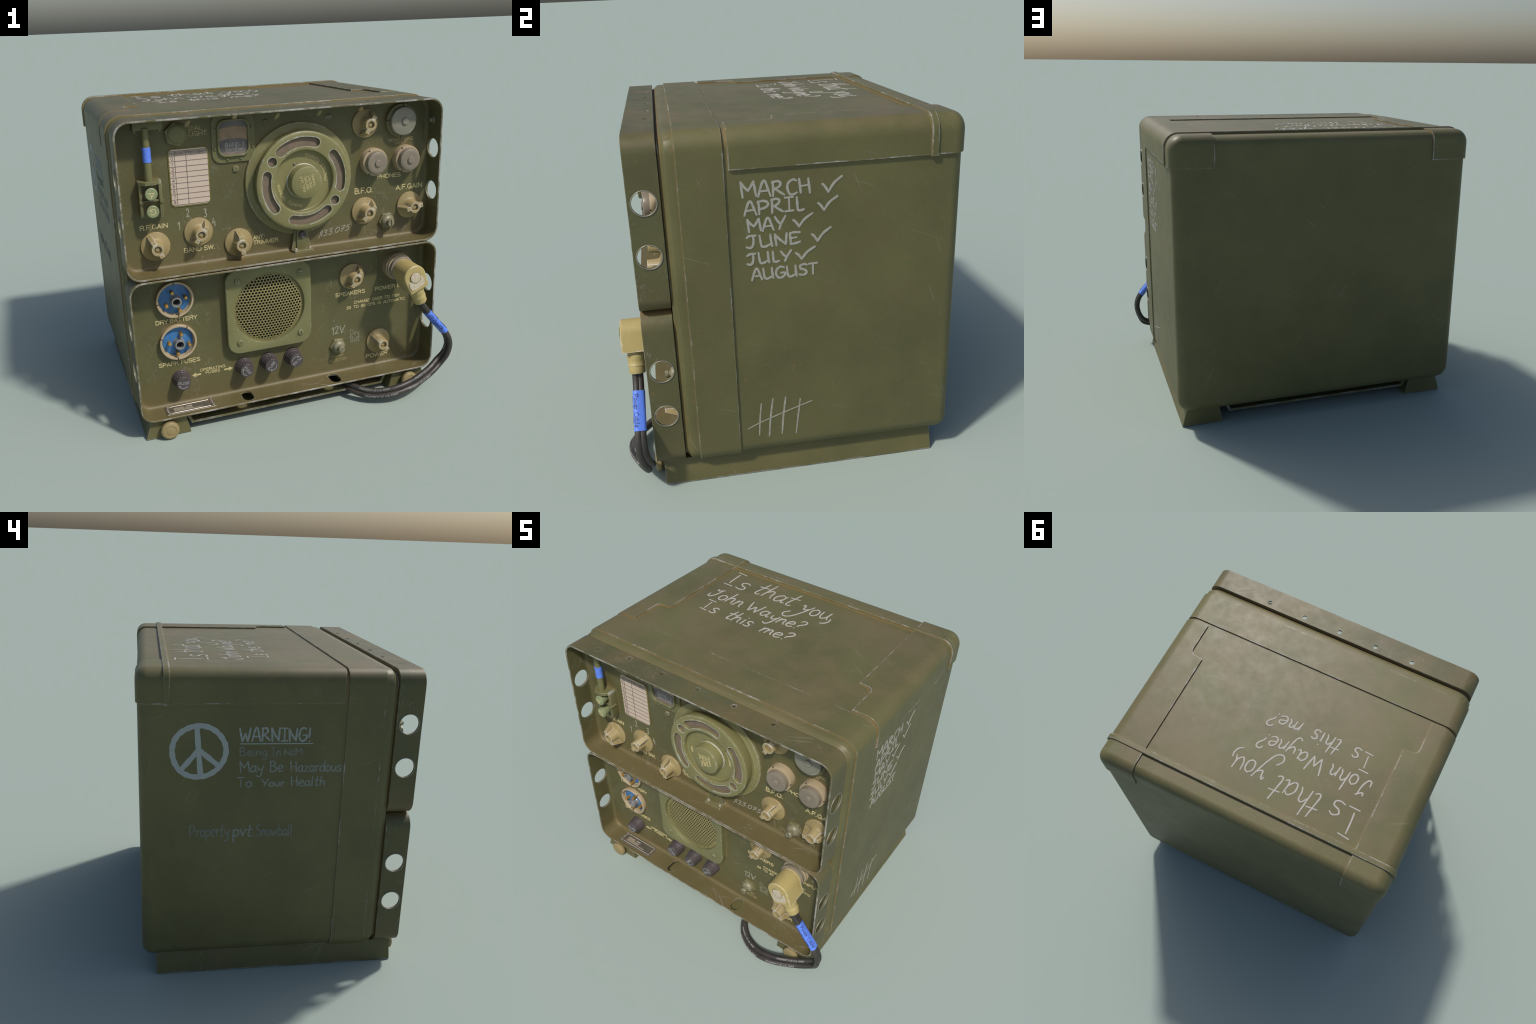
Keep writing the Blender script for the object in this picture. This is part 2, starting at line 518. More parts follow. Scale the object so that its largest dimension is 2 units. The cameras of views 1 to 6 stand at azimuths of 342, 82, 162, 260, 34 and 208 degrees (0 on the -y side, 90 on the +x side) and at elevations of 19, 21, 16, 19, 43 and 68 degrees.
P('6', .74, arc(.34, .32, .27, .26, 90, 450, 16), [(.58, .84)] + arc(.40, .50, .33, .44, 75, 185, 8))
P('7', .72, [(.06, HI), (.60, HI)], [(.60, HI), (.38, .5), (.26, LO)])
P('8', .74, arc(.33, .72, .23, .22, 90, 450, 16), arc(.33, .28, .28, .22, 90, 450, 16))
P('9', .74, arc(.33, .68, .27, .26, 90, 450, 16))
P('.', .30, [(.09, .03), (.09, .11)])
P('-', .44, [(.04, .42), (.32, .42)])
P(' ', .36)


def letters(name, text, u0, u1, base, cap, mat, w=0.0, place=None, parent=None, weight=0.135):
    """Printed lettering fitted between u0 and u1, cap height given."""
    fn = place or pw
    pen = Pen(lambda a, b, h: fn(a, b, w + h), weight * cap, 0.0007)
    total = sum(PRINT[c][0] for c in text) - 0.12
    sx = (u1 - u0) / total
    x = 0.0
    for c in text:
        adv, strokes = PRINT[c]
        for st in strokes:
            pen.stroke([(u0 + sx * (x + px), base + py * cap) for px, py in st], taper=0, wobble=0, curve=False)
        x += adv
    return pen.done(name, mat, parent or ROOT)


GLYPH = {}


def G(ch, adv, *strokes):
    GLYPH[ch] = (adv, strokes)


# hand lettering, one pen stroke per list, cap height 1
G('A', .8, [(.02, 0), (.14, .5), (.3, .98), (.44, .98), (.58, .5), (.72, 0)], [(.12, .36), (.62, .38)])
G('M', .95, [(.1, 0), (.06, .5), (.02, 1)], [(.02, 1), (.2, .68), (.42, .42)], [(.42, .42), (.6, .72), (.74, 1)], [(.74, 1), (.8, .5), (.86, .05)])
G('R', .8, [(.06, 0), (.08, .5), (.06, 1)], [(.02, .9), (.3, 1), (.5, .86), (.42, .62), (.12, .46)], [(.2, .48), (.45, .25), (.7, .04)])
G('C', .72, [(.6, .92), (.4, 1), (.14, .8), (.08, .45), (.2, .06), (.4, 0), (.62, .12)])
G('H', .8, [(.12, .04), (.08, .5), (.04, 1)], [(.64, 0), (.6, .5), (.56, .98)], [(.08, .5), (.6, .54)])
G('P', .76, [(.08, 0), (.08, .5), (.04, 1)], [(0, .9), (.3, 1), (.58, .85), (.56, .58), (.3, .42), (.08, .42)])
G('I', .62, [(.02, 1), (.5, 1.0)], [(.26, .96), (.27, .06)], [(.02, 0), (.52, .02)])
G('L', .6, [(.1, 1), (.12, .5), (.14, .05)], [(.14, .05), (.3, 0), (.5, .06)])
G('Y', .8, [(.02, .98), (.2, .62), (.38, .4)], [(.7, 1), (.5, .6), (.36, .3), (.28, 0)])
G('J', .74, [(.04, .84), (.2, .98), (.56, .98)], [(.4, .98), (.42, .5), (.34, .1), (.18, .0), (.02, .1)])
G('U', .84, [(.02, 1), (.06, .5), (.12, .1), (.3, .02), (.5, .12), (.66, .22)], [(.62, 1), (.64, .5), (.7, 0)])
G('N', .82, [(.1, 0), (.06, .5), (.02, .98)], [(.02, .98), (.3, .5), (.62, .06)], [(.62, .06), (.64, .5), (.68, 1)])
G('E', .7, [(.08, .02), (.06, .5), (.04, .96)], [(.04, .96), (.3, 1), (.6, .96)], [(.06, .52), (.4, .56)], [(.08, .02), (.35, .06), (.6, .16)])
G('G', .8, [(.62, .9), (.4, 1), (.14, .8), (.06, .4), (.2, .04), (.45, 0), (.66, .2), (.68, .42), (.4, .42)])
G('S', .7, [(.58, .88), (.4, .99), (.12, .86), (.14, .62), (.42, .46), (.56, .22), (.36, 0), (.04, .08)])
G('T', .7, [(.0, .98), (.6, 1)], [(.3, .98), (.3, .0)])
G('W', 1.0, [(.0, 1), (.1, .5), (.22, 0)], [(.22, 0), (.34, .3), (.46, .6)], [(.46, .6), (.56, .3), (.66, 0)], [(.66, 0), (.78, .5), (.88, 1)])
G('V', .8, [(.0, 1), (.18, .5), (.32, 0)], [(.32, 0), (.5, .5), (.74, 1.04)])
G('B', .8, [(.08, 0), (.08, .5), (.06, 1)], [(.0, .92), (.3, 1), (.5, .84), (.4, .6), (.12, .52)], [(.3, .55), (.62, .38), (.56, .1), (.3, 0), (.04, .03)])
G('D', .85, [(.1, .0), (.06, .5), (.04, 1)], [(.0, .95), (.35, .96), (.66, .6), (.5, .2), (.08, .02)])
G('a', .62, [(.46, .46), (.26, .58), (.05, .36), (.08, .06), (.24, .02), (.42, .24), (.46, .46)], [(.48, .58), (.44, .22), (.5, .02), (.62, .08)])
G('b', .6, [(.06, 1), (.06, .5), (.06, 0)], [(.06, .38), (.24, .56), (.46, .4), (.44, .12), (.24, 0), (.06, .1)])
G('d', .62, [(.46, .44), (.24, .56), (.04, .34), (.08, .06), (.28, .02), (.46, .26)], [(.5, 1.05), (.48, .5), (.5, 0)])
G('e', .56, [(.06, .28), (.4, .36), (.42, .52), (.22, .6), (.04, .4), (.06, .1), (.24, .0), (.46, .1)])
G('g', .6, [(.46, .46), (.24, .58), (.04, .36), (.12, .1), (.32, .12), (.46, .4)], [(.48, .56), (.46, .1), (.4, -.36), (.2, -.46), (.02, -.32)])
G('h', .66, [(.12, 1.05), (.08, .5), (.04, 0)], [(.06, .3), (.26, .56), (.42, .48), (.44, .2), (.52, .02)])
G('i', .3, [(.1, .56), (.1, .28), (.12, 0)], [(.12, .8), (.12, .82)])
G('l', .34, [(.12, 1), (.1, .5), (.12, .0)])
G('m', .9, [(.08, .56), (.06, .28), (.02, 0)], [(.06, .3), (.24, .56), (.38, .48), (.36, .04)], [(.38, .32), (.54, .56), (.68, .5), (.68, .2), (.78, .02)])
G('n', .64, [(.08, .56), (.06, .28), (.02, 0)], [(.06, .3), (.26, .56), (.42, .46), (.42, .2), (.52, .02)])
G('o', .6, [(.26, .56), (.06, .42), (.06, .12), (.24, .0), (.44, .12), (.46, .42), (.28, .56), (.2, .55)])
G('p', .62, [(.06, .58), (.06, 0), (.04, -.5)], [(.06, .4), (.28, .58), (.5, .42), (.44, .12), (.22, .02), (.06, .12)])
G('r', .46, [(.06, .56), (.08, .28), (.08, 0)], [(.08, .36), (.2, .54), (.4, .5)])
G('s', .54, [(.42, .5), (.28, .58), (.1, .48), (.16, .32), (.36, .22), (.36, .06), (.2, .0), (.02, .06)])
G('t', .5, [(.28, 1), (.2, .5), (.14, .1), (.24, .0), (.38, .06)], [(.0, .6), (.48, .64)])
G('u', .64, [(.04, .56), (.06, .2), (.2, .02), (.4, .16), (.46, .34)], [(.5, .58), (.46, .24), (.56, .02)])
G('v', .6, [(.02, .58), (.14, .28), (.24, 0)], [(.24, 0), (.36, .3), (.5, .58)])
G('w', .8, [(.02, .56), (.1, .28), (.2, .02)], [(.2, .02), (.34, .44)], [(.34, .44), (.48, .02)], [(.48, .02), (.6, .3), (.68, .56)])
G('y', .62, [(.04, .56), (.08, .26), (.24, .18), (.42, .34)], [(.52, .58), (.4, .02), (.28, -.36), (.1, -.46), (-.06, -.34)])
G('z', .56, [(.04, .54), (.42, .54)], [(.42, .54), (.06, .04)], [(.06, .04), (.46, .02)])
# looped y and J of the writing on the lid
G('&', .66, [(.0, .50), (.08, .60), (.16, .44), (.2, .24), (.34, .26), (.46, .34)],
  [(.62, .62), (.46, .26), (.22, -.24), (-.06, -.62), (-.4, -.68), (-.52, -.44), (-.3, -.2)])
G('%', .66, [(.04, .9), (.06, .76), (.2, .8), (.44, .98)], [(.36, .92), (.3, .4), (.12, .04), (-.08, .04), (-.12, .3)])
G('!', .34, [(.14, 1), (.12, .6), (.1, .3)], [(.1, .03), (.11, .05)])
G('.', .22, [(.08, .02), (.1, .04)])
G(',', .3, [(.1, .12), (.12, -.1), (.0, -.3), (-.2, -.38)])
G('?', .6, [(.10, .84), (.22, .99), (.42, .97), (.50, .80), (.40, .60), (.24, .44), (.18, .26)], [(.10, .02), (.11, .04)])
G('1', .4, [(.0, .74), (.14, .86), (.24, 1)], [(.24, 1), (.24, .5), (.24, 0)])
G('2', .66, [(.06, .78), (.22, 1), (.44, .84), (.36, .5), (.06, .04)], [(.06, .04), (.28, .1), (.56, .1)])
G('3', .6, [(.06, .88), (.26, 1), (.42, .82), (.22, .56), (.44, .38), (.4, .1), (.2, 0), (.02, .12)])
G('4', .6, [(.22, 1), (.14, .7), (.02, .4)], [(.02, .4), (.5, .46)], [(.4, .66), (.42, .3), (.42, 0)])
G('0', .66, [(.34, .92), (.1, .74), (.06, .26), (.26, .02), (.5, .24), (.52, .7), (.32, .92), (.26, .9)])
G('5', .6, [(.5, .98), (.2, .92)], [(.2, .92), (.12, .55)], [(.12, .55), (.36, .6), (.46, .3), (.28, .02), (.04, .04)])
G('7', .6, [(.02, .92), (.5, .98)], [(.5, .98), (.3, .5), (.14, 0)], [(.14, .46), (.46, .5)])
G('~', .8, [(.0, .62), (.12, .42), (.26, .02)], [(.26, .02), (.5, .6), (.86, 1.05)])


def smooth_line(pts, per=6):
    if len(pts) < 3:
        return [Vector(p) for p in pts]
    P = [Vector(p) for p in pts]
    P = [P[0] * 2 - P[1]] + P + [P[-1] * 2 - P[-2]]
    out = []
    for i in range(1, len(P) - 2):
        a, b, c, d = P[i - 1:i + 3]
        for k in range(per):
            t = k / per
            out.append(0.5 * (2 * b + (c - a) * t + (2 * a - 5 * b + 4 * c - d) * t * t + (3 * b - a - 3 * c + d) * t ** 3))
    out.append(P[-2])
    return out


class Pen:
    """Collects pen strokes as thin raised ribbons of paint or chalk lying on a surface."""

    def __init__(self, place, width, height=0.0008):
        self.bm, self.place, self.w, self.h, self.k = bmesh.new(), place, width, height, 0

    def stroke(self, pts, width=None, taper=0.25, wobble=0.08, curve=True):
        line = smooth_line(pts) if curve else [Vector(p) for p in pts]
        wd = (width or self.w) / 2
        if (line[0] - line[-1]).length < wd * 0.6 and len(line) < 4:
            line[-1] = line[0] + Vector((wd * 0.6, 0))
        h0 = self.h + (self.k % 9) * 0.00012
        self.k += 1
        n = len(line)
        rows = []
        for i, p in enumerate(line):
            d = line[min(i + 1, n - 1)] - line[max(i - 1, 0)]
            d = d.normalized() if d.length > 1e-9 else Vector((1, 0))
            nn = Vector((-d.y, d.x))
            k = 1 - taper * abs(2 * i / max(1, n - 1) - 1) ** 3
            k *= 1 - wobble + wobble * sin(self.k * 2.3 + i * 0.9)
            ext = Vector((0, 0))
            if i == 0:
                ext = -d * wd * 0.5
            if i == n - 1:
                ext = d * wd * 0.5
            h = h0 + 0.0002 * i / n
            a, b = p + ext + nn * wd * k, p + ext - nn * wd * k
            rows.append([self.bm.verts.new(self.place(a.x, a.y, -0.0006)), self.bm.verts.new(self.place(a.x, a.y, h)),
                         self.bm.verts.new(self.place(b.x, b.y, h)), self.bm.verts.new(self.place(b.x, b.y, -0.0006))])
        for r, s in zip(rows, rows[1:]):
            for j in range(3):
                self.bm.faces.new((r[j], r[j + 1], s[j + 1], s[j]))
        self.bm.faces.new(rows[0])
        self.bm.faces.new(rows[-1])

    def word(self, text, u0, u1, v0, v1, size, slant=0.0, jitter=0.03):
        total = sum(GLYPH[c][0] if c != ' ' else .4 for c in text) - 0.12
        sx = (u1 - u0) / total
        x = 0.0
        for c in text:
            if c == ' ':
                x += .4
                continue
            adv, strokes = GLYPH[c]
            jy = random.uniform(-jitter, jitter)
            js = 1 + random.uniform(-jitter, jitter)
            for s in strokes:
                pts = []
                for px, py in s:
                    f = (x + px) / total
                    pts.append((u0 + sx * (x + px) + slant * py * size, v0 + f * (v1 - v0) + (py * js + jy) * size))
                self.stroke(pts)
            x += adv

    def done(self, name, mat, parent=ROOT):
        me = bm_mesh(self.bm, name)
        me.materials.append(mat)
        return add(name, me, parent=parent)


# ------------------------------------------------------------------ case
CASE_R = 0.085


def section(y, half, top, bot, r, inset=0.0):
    rr = max(0.012, r - inset)
    return [(p[0], y, p[1]) for p in rrect(CX - half + inset, CX + half - inset, bot + inset, top - inset, rr, 10)]


def rounded_case(half, top, bot, rear, front_y, rear_r, extra=()):
    rings = list(extra)
    rings.append(section(front_y, half, top, bot, CASE_R))
    for i in range(9):
        t = (pi / 2) * i / 8
        rings.append(section(rear - rear_r + rear_r * sin(t), half, top, bot, CASE_R, rear_r * (1 - cos(t))))
    return rings


case = bpy.data.objects.new('case', None)
bpy.context.collection.objects.link(case)
case.parent = ROOT
front = [section(-0.50, 0.900, 1.777, 0.165, CASE_R),
         section(-0.545, 0.916, 1.793, 0.149, CASE_R - .02), section(-0.541, 0.919, 1.796, 0.146, CASE_R),
         section(-0.516, 0.9385, 1.8155, 0.1265, CASE_R), section(-0.513, 0.940, 1.817, 0.125, CASE_R)]
front = front[1:]
me = ring_mesh(rounded_case(0.940, 1.818, 0.125, 0.853, -0.476, 0.058, front), 'case_body')
case_body = add('case_body', me, M_CASE, case, 34)

# raised band around the case just behind the trays
B = 0.0045
me = ring_mesh([section(-0.474, 0.935, 1.812, 0.13, CASE_R), section(-0.474, 0.948 - B / 2, 1.826 - B / 2, 0.117 + B / 2, CASE_R), section(-0.472, 0.948, 1.826, 0.117, CASE_R),
                section(-0.2665, 0.948, 1.826, 0.117, CASE_R), section(-0.2645, 0.9455, 1.8235, 0.1195, CASE_R), section(-0.264, 0.935, 1.812, 0.13, CASE_R)], 'front_band')
add('front_band', me, M_CASE, case, 34)

# lid covers over the two upper side edges: an offset case skin cut to the cover's outline
skin_rings = rounded_case(0.951, 1.828, 0.4, 0.862, -0.243, 0.064, [section(-0.2455, 0.9485, 1.8255, 0.4, CASE_R)])


def cover_outline(side):
    inner, notch = 0.691, 0.779          # distances from the middle of the case
    pts = [(1.1, -0.40), (1.1, 1.0), (inner, 1.0), (inner, 0.012 - 0.02)]
    for i in range(7):                    # quarter-round notch
        t = pi / 2 * i / 6
        pts.append((inner + 0.052 + 0.036 * sin(t), -0.012 - 0.036 * (1 - cos(t)) - 0.0))
    pts += [(notch, -0.40)]
    pts = [(CX + side * p[0], p[1]) for p in pts]
    return pts if side < 0 else pts[::-1]


for side in (1, -1):
    skin = ring_mesh(skin_rings, 'lid_cover')
    cutter = slab('cut', cover_outline(side), 1.645, 2.2, place=lambda u, v, w: (u, v, w))
    add('lid_cover', boolean(skin, [cutter], 'INTERSECT', 'lid_cover'), M_CASE, case)

# strap across the lid near the rear
def arch(half, top, y, low=1.641, r=CASE_R):
    pts = [p for p in rrect(CX - half, CX + half, 0.5, top, r, 10)][:22]
    return [(CX + half, y, low)] + [(p[0], y, p[1]) for p in pts] + [(CX - half, y, low)]


S = 0.003
me = ring_mesh([arch(0.945, 1.82, 0.684), arch(0.9595 - S, 1.835 - S, 0.684), arch(0.9595, 1.835, 0.684 + S), arch(0.9595, 1.835, 0.719 - S),
                arch(0.9595 - S, 1.835 - S, 0.719), arch(0.945, 1.82, 0.719)], 'lid_strap')
add('lid_strap', me, M_CASE, case, 30)

# ------------------------------------------------------------------ trays
TRAY_HALF, TRAY_R, WALL, TRAY_F, TRAY_B = 0.9335, 0.082, 0.011, -0.698, -0.549


def tray_mesh(z0, z1, name):
    def ring(y, inset, r=None):
        return [(p[0], y, p[1]) for p in rrect(CX - TRAY_HALF + inset, CX + TRAY_HALF - inset, z0 + inset, z1 - inset, max(0.02, TRAY_R - inset) if r is None else r, 10)]

    c = 0.0022
    rings = [ring(-0.535, 0.05), ring(TRAY_B + 0.004, 0.03), ring(TRAY_B, 0.026), ring(TRAY_B, c), ring(TRAY_B - c, 0), ring(TRAY_F + c, 0), ring(TRAY_F, c), ring(TRAY_F, WALL - c), ring(TRAY_F + c, WALL)]
    fr = 0.022
    for i in range(6):
        t = pi / 2 * i / 5
        rings.append(ring(PANEL_Y - fr + fr * sin(t), WALL + fr * (1 - cos(t))))
    return ring_mesh(rings, name)


def y_z_hole(y, z, r, side):
    x = CX + side * TRAY_HALF
    return cylinder('cut', (x - 0.05, y, z), (x + 0.05, y, z), r, seg=36)


UP0, UP1, LO0, LO1 = 0.979, 1.820, 0.125, 0.973
HOLE_Y, HOLE_R = -0.623, 0.056
TOP_HOLES = (-0.543, -0.292, -0.040, 0.211, 0.465)
up_z, lo_z = (1.522, 1.270), (0.679, 0.428)

cuts = [y_z_hole(HOLE_Y, z, HOLE_R, s) for z in up_z for s in (-1, 1)]
cuts += [cylinder('cut', (x, -0.587, UP1 - 0.03), (x, -0.587, UP1 + 0.03), 0.0145, seg=20) for x in TOP_HOLES]
upper_tray = add('upper_tray', boolean(tray_mesh(UP0, UP1, 'upper_tray'), [join(cuts, 'cut')]), M_TRAY, ROOT)

cuts = [y_z_hole(HOLE_Y, z, HOLE_R, s) for z in lo_z for s in (-1, 1)]
for x in (-0.324, 0.247):
    o = rrect(x - 0.033, x + 0.033, -0.680, -0.572, 0.031, 8)
    cuts.append(slab('cut', o, LO0 - 0.03, LO0 + 0.03, place=lambda u, v, w: (u, v, w)))
lower_tray = add('lower_tray', boolean(tray_mesh(LO0, LO1, 'lower_tray'), [join(cuts, 'cut')]), M_TRAY, ROOT)

hole_rim = {}
for side in (1, -1):
    rim = torus('hole_rim', (CX + side * (TRAY_HALF + 0.0005), 0, 0), (1, 0, 0), HOLE_R + 0.0022, 0.0030, M_RIM)
    for tray, zs in ((upper_tray, up_z), (lower_tray, lo_z)):
        for z in zs:
            o = add('hole_rim', rim, parent=tray)
            o.location = (0, HOLE_Y, z)

# weld circle on the tray top and bolt on the inner right wall
add('weld_ring', torus('weld_ring', (-0.752, -0.632, UP1 - 0.0004), (0, 0, 1), 0.024, 0.0012, plain('weld_bead', (0.15, 0.13, 0.075)), sec=6), parent=upper_tray)
add('wall_bolt', join([turned('b', (0.884, -0.612, 1.686), (-1, 0, 0), [(0.022, 0), (0.022, 0.004), (0.02, 0.006)], mat=M_STEEL),
                       turned('b', (0.879, -0.612, 1.686), (-1, 0, 0), [(0.013, 0), (0.013, 0.014), (0.008, 0.018)], 12, mat=M_STEEL)], 'wall_bolt'), parent=upper_tray)

# nameplate on the lower tray floor
F = LO0 + WALL
def floor_place(u, v, w):
    return (u, v, F + w)


nx0, nx1, ny0, ny1 = -0.823, -0.530, -0.672, -0.578
bits = [slab('p', [(nx0, ny0), (nx1, ny0), (nx1, ny1), (nx0, ny1)], -0.003, 0.005, M_PLATE, 0.002, floor_place)]
for a, b, c, d in ((nx0 + .03, ny0 + .010, nx1 - .03, ny0 + .015), (nx0 + .03, ny1 - .013, nx1 - .03, ny1 - .008), (nx0 + .010, ny0 + .03, nx0 + .016, ny1 - .026), (nx1 - .016, ny0 + .03, nx1 - .010, ny1 - .026)):
    bits.append(slab('p', [(a, b), (c, b), (c, d), (a, d)], 0.004, 0.0068, M_SILVER, 0.001, floor_place))
bits.append(slab('p', [(-0.702, -0.617), (-0.664, -0.617), (-0.664, -0.607), (-0.702, -0.607)], 0.004, 0.0056, M_SILVER, 0, floor_place))
for k in range(5):
    y = -0.612 - k * 0.0085
    bits.append(slab('p', [(-0.775, y), (-0.715 + 0.05 * (k > 1) + 0.06 * (k == 4), y), (-0.715 + 0.05 * (k > 1) + 0.06 * (k == 4), y + .003), (-0.775, y + .003)], 0.004, 0.0053, M_BADGE, 0, floor_place))
nameplate = add('nameplate', join(bits, 'nameplate'), parent=lower_tray)
for x in (nx0 + 0.016, nx1 - 0.016):
    for y in (ny0 + 0.014, ny1 - 0.012):
        add('rivet', turned('rivet', (x, y, F + 0.003), (0, 0, 1), [(0.0105, 0), (0.0105, 0.005), (0.008, 0.010), (0.003, 0.012)], 14, M_STEEL), parent=nameplate)

# ------------------------------------------------------------------ feet and skid
def foot(side):
    def x(a):
        return CX + side * a

    b = 0.004
    rings = []
    for y, i in ((-0.663, b), (-0.663 + b, 0), (0.774 - b, 0), (0.774, b)):
        rings.append([(x(0.912 - i), y, i * 0.3), (x(0.912 - i * .5), y, b), (x(0.878 - i), y, 0.1245), (x(0.676 + i), y, 0.1245), (x(0.649 + i * .5), y, b), (x(0.649 + i), y, i * 0.3)])
    return ring_mesh(rings, 'foot')


for side in (1, -1):
    f = add('foot', foot(side), M_FOOT, ROOT, 20)
    kx, kz = CX + side * 0.778, 0.0555
    prof = [(0.030, -0.01), (0.030, 0.014), (0.050, 0.016), (0.0535, 0.021), (0.0545, 0.030), (0.0525, 0.040), (0.046, 0.046), (0.036, 0.0478), (0.034, 0.0464), (0.026, 0.0464), (0.022, 0.0482), (0.008, 0.0485)]
    add('foot_knob', turned('foot_knob', (kx, -0.663, kz), (0, -1, 0), prof, 30, M_KNOB), parent=f)

pan = [(-0.717, 0.1247), (-0.68, 0.050), (0.562, 0.050), (0.599, 0.1247)]
pin = [(-0.699, 0.1247), (-0.669, 0.063), (0.551, 0.063), (0.581, 0.1247)]
loop = pan + pin[::-1]
rings = [[(p[0], y, p[1]) for p in loop] for y in (-0.655, 0.745)]
add('underside_skid', ring_mesh(rings, 'underside_skid'), M_FOOT, ROOT, 20)

# ------------------------------------------------------------------ control knobs
def knob_mesh():
    prof = [(0.080, 0.0), (0.0815, 0.003), (0.0815, 0.009), (0.079, 0.012), (0.052, 0.019), (0.042, 0.024), (0.037, 0.032), (0.0345, 0.082), (0.0325, 0.085), (0.0215, 0.085), (0.0205, 0.083), (0.0205, 0.068), (0.014, 0.066), (0.013, 0.072), (0.009, 0.0745), (0.002, 0.075)]
    body = lathe('k', 0, 0, prof, 40)
    parts = [body]
    t = 0.0125
    for s in (1, -1):
        pts = [(0.030, 0.010), (0.0765, 0.012), (0.0775, 0.016), (0.0545, 0.080), (0.0525, 0.083), (0.030, 0.083)]
        rings = []
        for y, i in ((-t, .0012), (-t + .0015, 0), (t - .0015, 0), (t, .0012)):
            rings.append([pw(s * (p[0] - (i if p[0] > .04 else 0)), y, p[1] - (i if p[1] > .05 else 0)) for p in pts])
        w = ring_mesh(rings, 'k')
        shade(w, 20)
        parts.append(w)
    me = join(parts, 'control_knob')
    me.materials.append(M_KNOB)
    # origin at the knob's own foot
    me.transform(Matrix.Translation((0, -PANEL_Y, 0)))
    return me


KNOB = knob_mesh()
for tray, u, v, ang in ((upper_tray, -0.788, 1.125, 117), (upper_tray, -0.544, 1.176, 52), (upper_tray, -0.316, 1.085, 96), (upper_tray, 0.470, 1.175, 46),
                        (upper_tray, 0.771, 1.177, 11), (upper_tray, 0.469, 1.690, 62), (lower_tray, 0.392, 0.771, 54), (lower_tray, 0.580, 0.306, 129)):
    k = add('control_knob', KNOB, parent=tray)
    k.location = (u, PANEL_Y, v)
    k.rotation_euler = (0, -math.radians(ang), 0)

# ------------------------------------------------------------------ tuning dial
DU, DV = 0.0575, 1.411
dial = add('tuning_dial', lathe('tuning_dial', DU, DV, [(0.320, -0.001), (0.322, 0.004), (0.322, 0.012), (0.318, 0.017), (0.290, 0.020), (0.285, 0.024), (0.25, 0.024)], 72, M_DIAL), parent=upper_tray)

wheel = lathe('w', DU, DV, [(0.262, 0.020), (0.272, 0.028), (0.2785, 0.060), (0.2800, 0.078), (0.2785, 0.085), (0.272, 0.0895), (0.262, 0.091), (0.190, 0.091), (0.1800, 0.0895), (0.1755, 0.085), (0.172, 0.064), (0.166, 0.059), (0.150, 0.0575), (0.06, 0.0575)], 80)


def arc_slot(a0, a1, r0, r1, w0, w1):
    rm, h = (r0 + r1) / 2, (r1 - r0) / 2
    d = h / rm
    pts = []
    a0, a1 = math.radians(a0) + d, math.radians(a1) - d
    for i in range(15):
        a = a0 + (a1 - a0) * i / 14
        pts.append((DU + r1 * cos(a), DV + r1 * sin(a)))
    for i in range(1, 6):
        t = pi * i / 6
        pts.append((DU + (rm + h * cos(t)) * cos(a1 + d * sin(t)), DV + (rm + h * cos(t)) * sin(a1 + d * sin(t))))
    for i in range(15):
        a = a1 + (a0 - a1) * i / 14
        pts.append((DU + r0 * cos(a), DV + r0 * sin(a)))
    for i in range(1, 6):
        t = pi + pi * i / 6
        pts.append((DU + (rm + h * cos(t)) * cos(a0 + d * sin(t)), DV + (rm + h * cos(t)) * sin(a0 + d * sin(t))))
    return slab('cut', pts, w0, w1)


cut = [arc_slot(a, b, 0.197, 0.249, 0.070, 0.12) for a, b in ((65, 135), (-20, 45), (245, 315), (160, 225))]
for a in (146, 326):
    cut.append(lathe('cut', DU + 0.224 * cos(math.radians(a)), DV + 0.224 * sin(math.radians(a)), [(0.0265, 0.070), (0.0265, 0.12)], 24))
wheel = boolean(wheel, [join(cut, 'cut')], 'DIFFERENCE', 'dial_wheel')
add('dial_wheel', wheel, M_DIAL, dial)
floor_ring = [[pw(DU + r * cos(2 * pi * i / 72), DV + r * sin(2 * pi * i / 72), w) for i in range(72)] for r, w in ((0.19, 0.066), (0.19, 0.0735), (0.257, 0.0735), (0.257, 0.066))]
add('slot_floor', ring_mesh(floor_ring, 'slot_floor', loop=True), M_LEATHER, dial, 34)
add('dial_button', lathe('dial_button', DU + 0.003, DV - 0.001, [(0.100, 0.056), (0.099, 0.060), (0.094, 0.064), (0.091, 0.112), (0.089, 0.117), (0.084, 0.120), (0.03, 0.120)], 48, M_DIAL), parent=dial)
add('dial_pointer', slab('dial_pointer', poly(10, 0.007, DU - 0.045, DV + 0.098), 0.057, 0.064, M_STEEL, 0.002), parent=dial)


def arc_text(text, a0, a1, r, cap, w, mat):
    def place(u, v, ww):
        t = math.radians(a0) + u / r
        return pw(DU + (r - v) * cos(t), DV + (r - v) * sin(t), ww)

    letters('dial_lettering', text, 0, r * math.radians(a1 - a0), 0, cap, mat, w=w, place=place, parent=dial)


arc_text('MANUAL  TUNING', 184, 268, 0.152, 0.019, 0.0578, M_PRINT)
arc_text('PRESET  TUNING', -6, 82, 0.152, 0.019, 0.0578, M_PRINT)
ka = math.radians(104)
for i, tx in enumerate(('PULL OUT', 'BEFORE', 'PRESET', 'TUNING')):
    def place(u, v, w, i=i):
        a, b = u, 0.019 - 0.0215 * i + v
        return pw(DU + 0.004 + a * cos(ka) - b * sin(ka), DV + a * sin(ka) + b * cos(ka), w)

    hw = (0.046, 0.038, 0.036, 0.034)[i]
    letters('dial_lettering', tx, -hw, hw, 0, 0.0145, M_PRINT, w=0.1202, place=place, parent=dial)

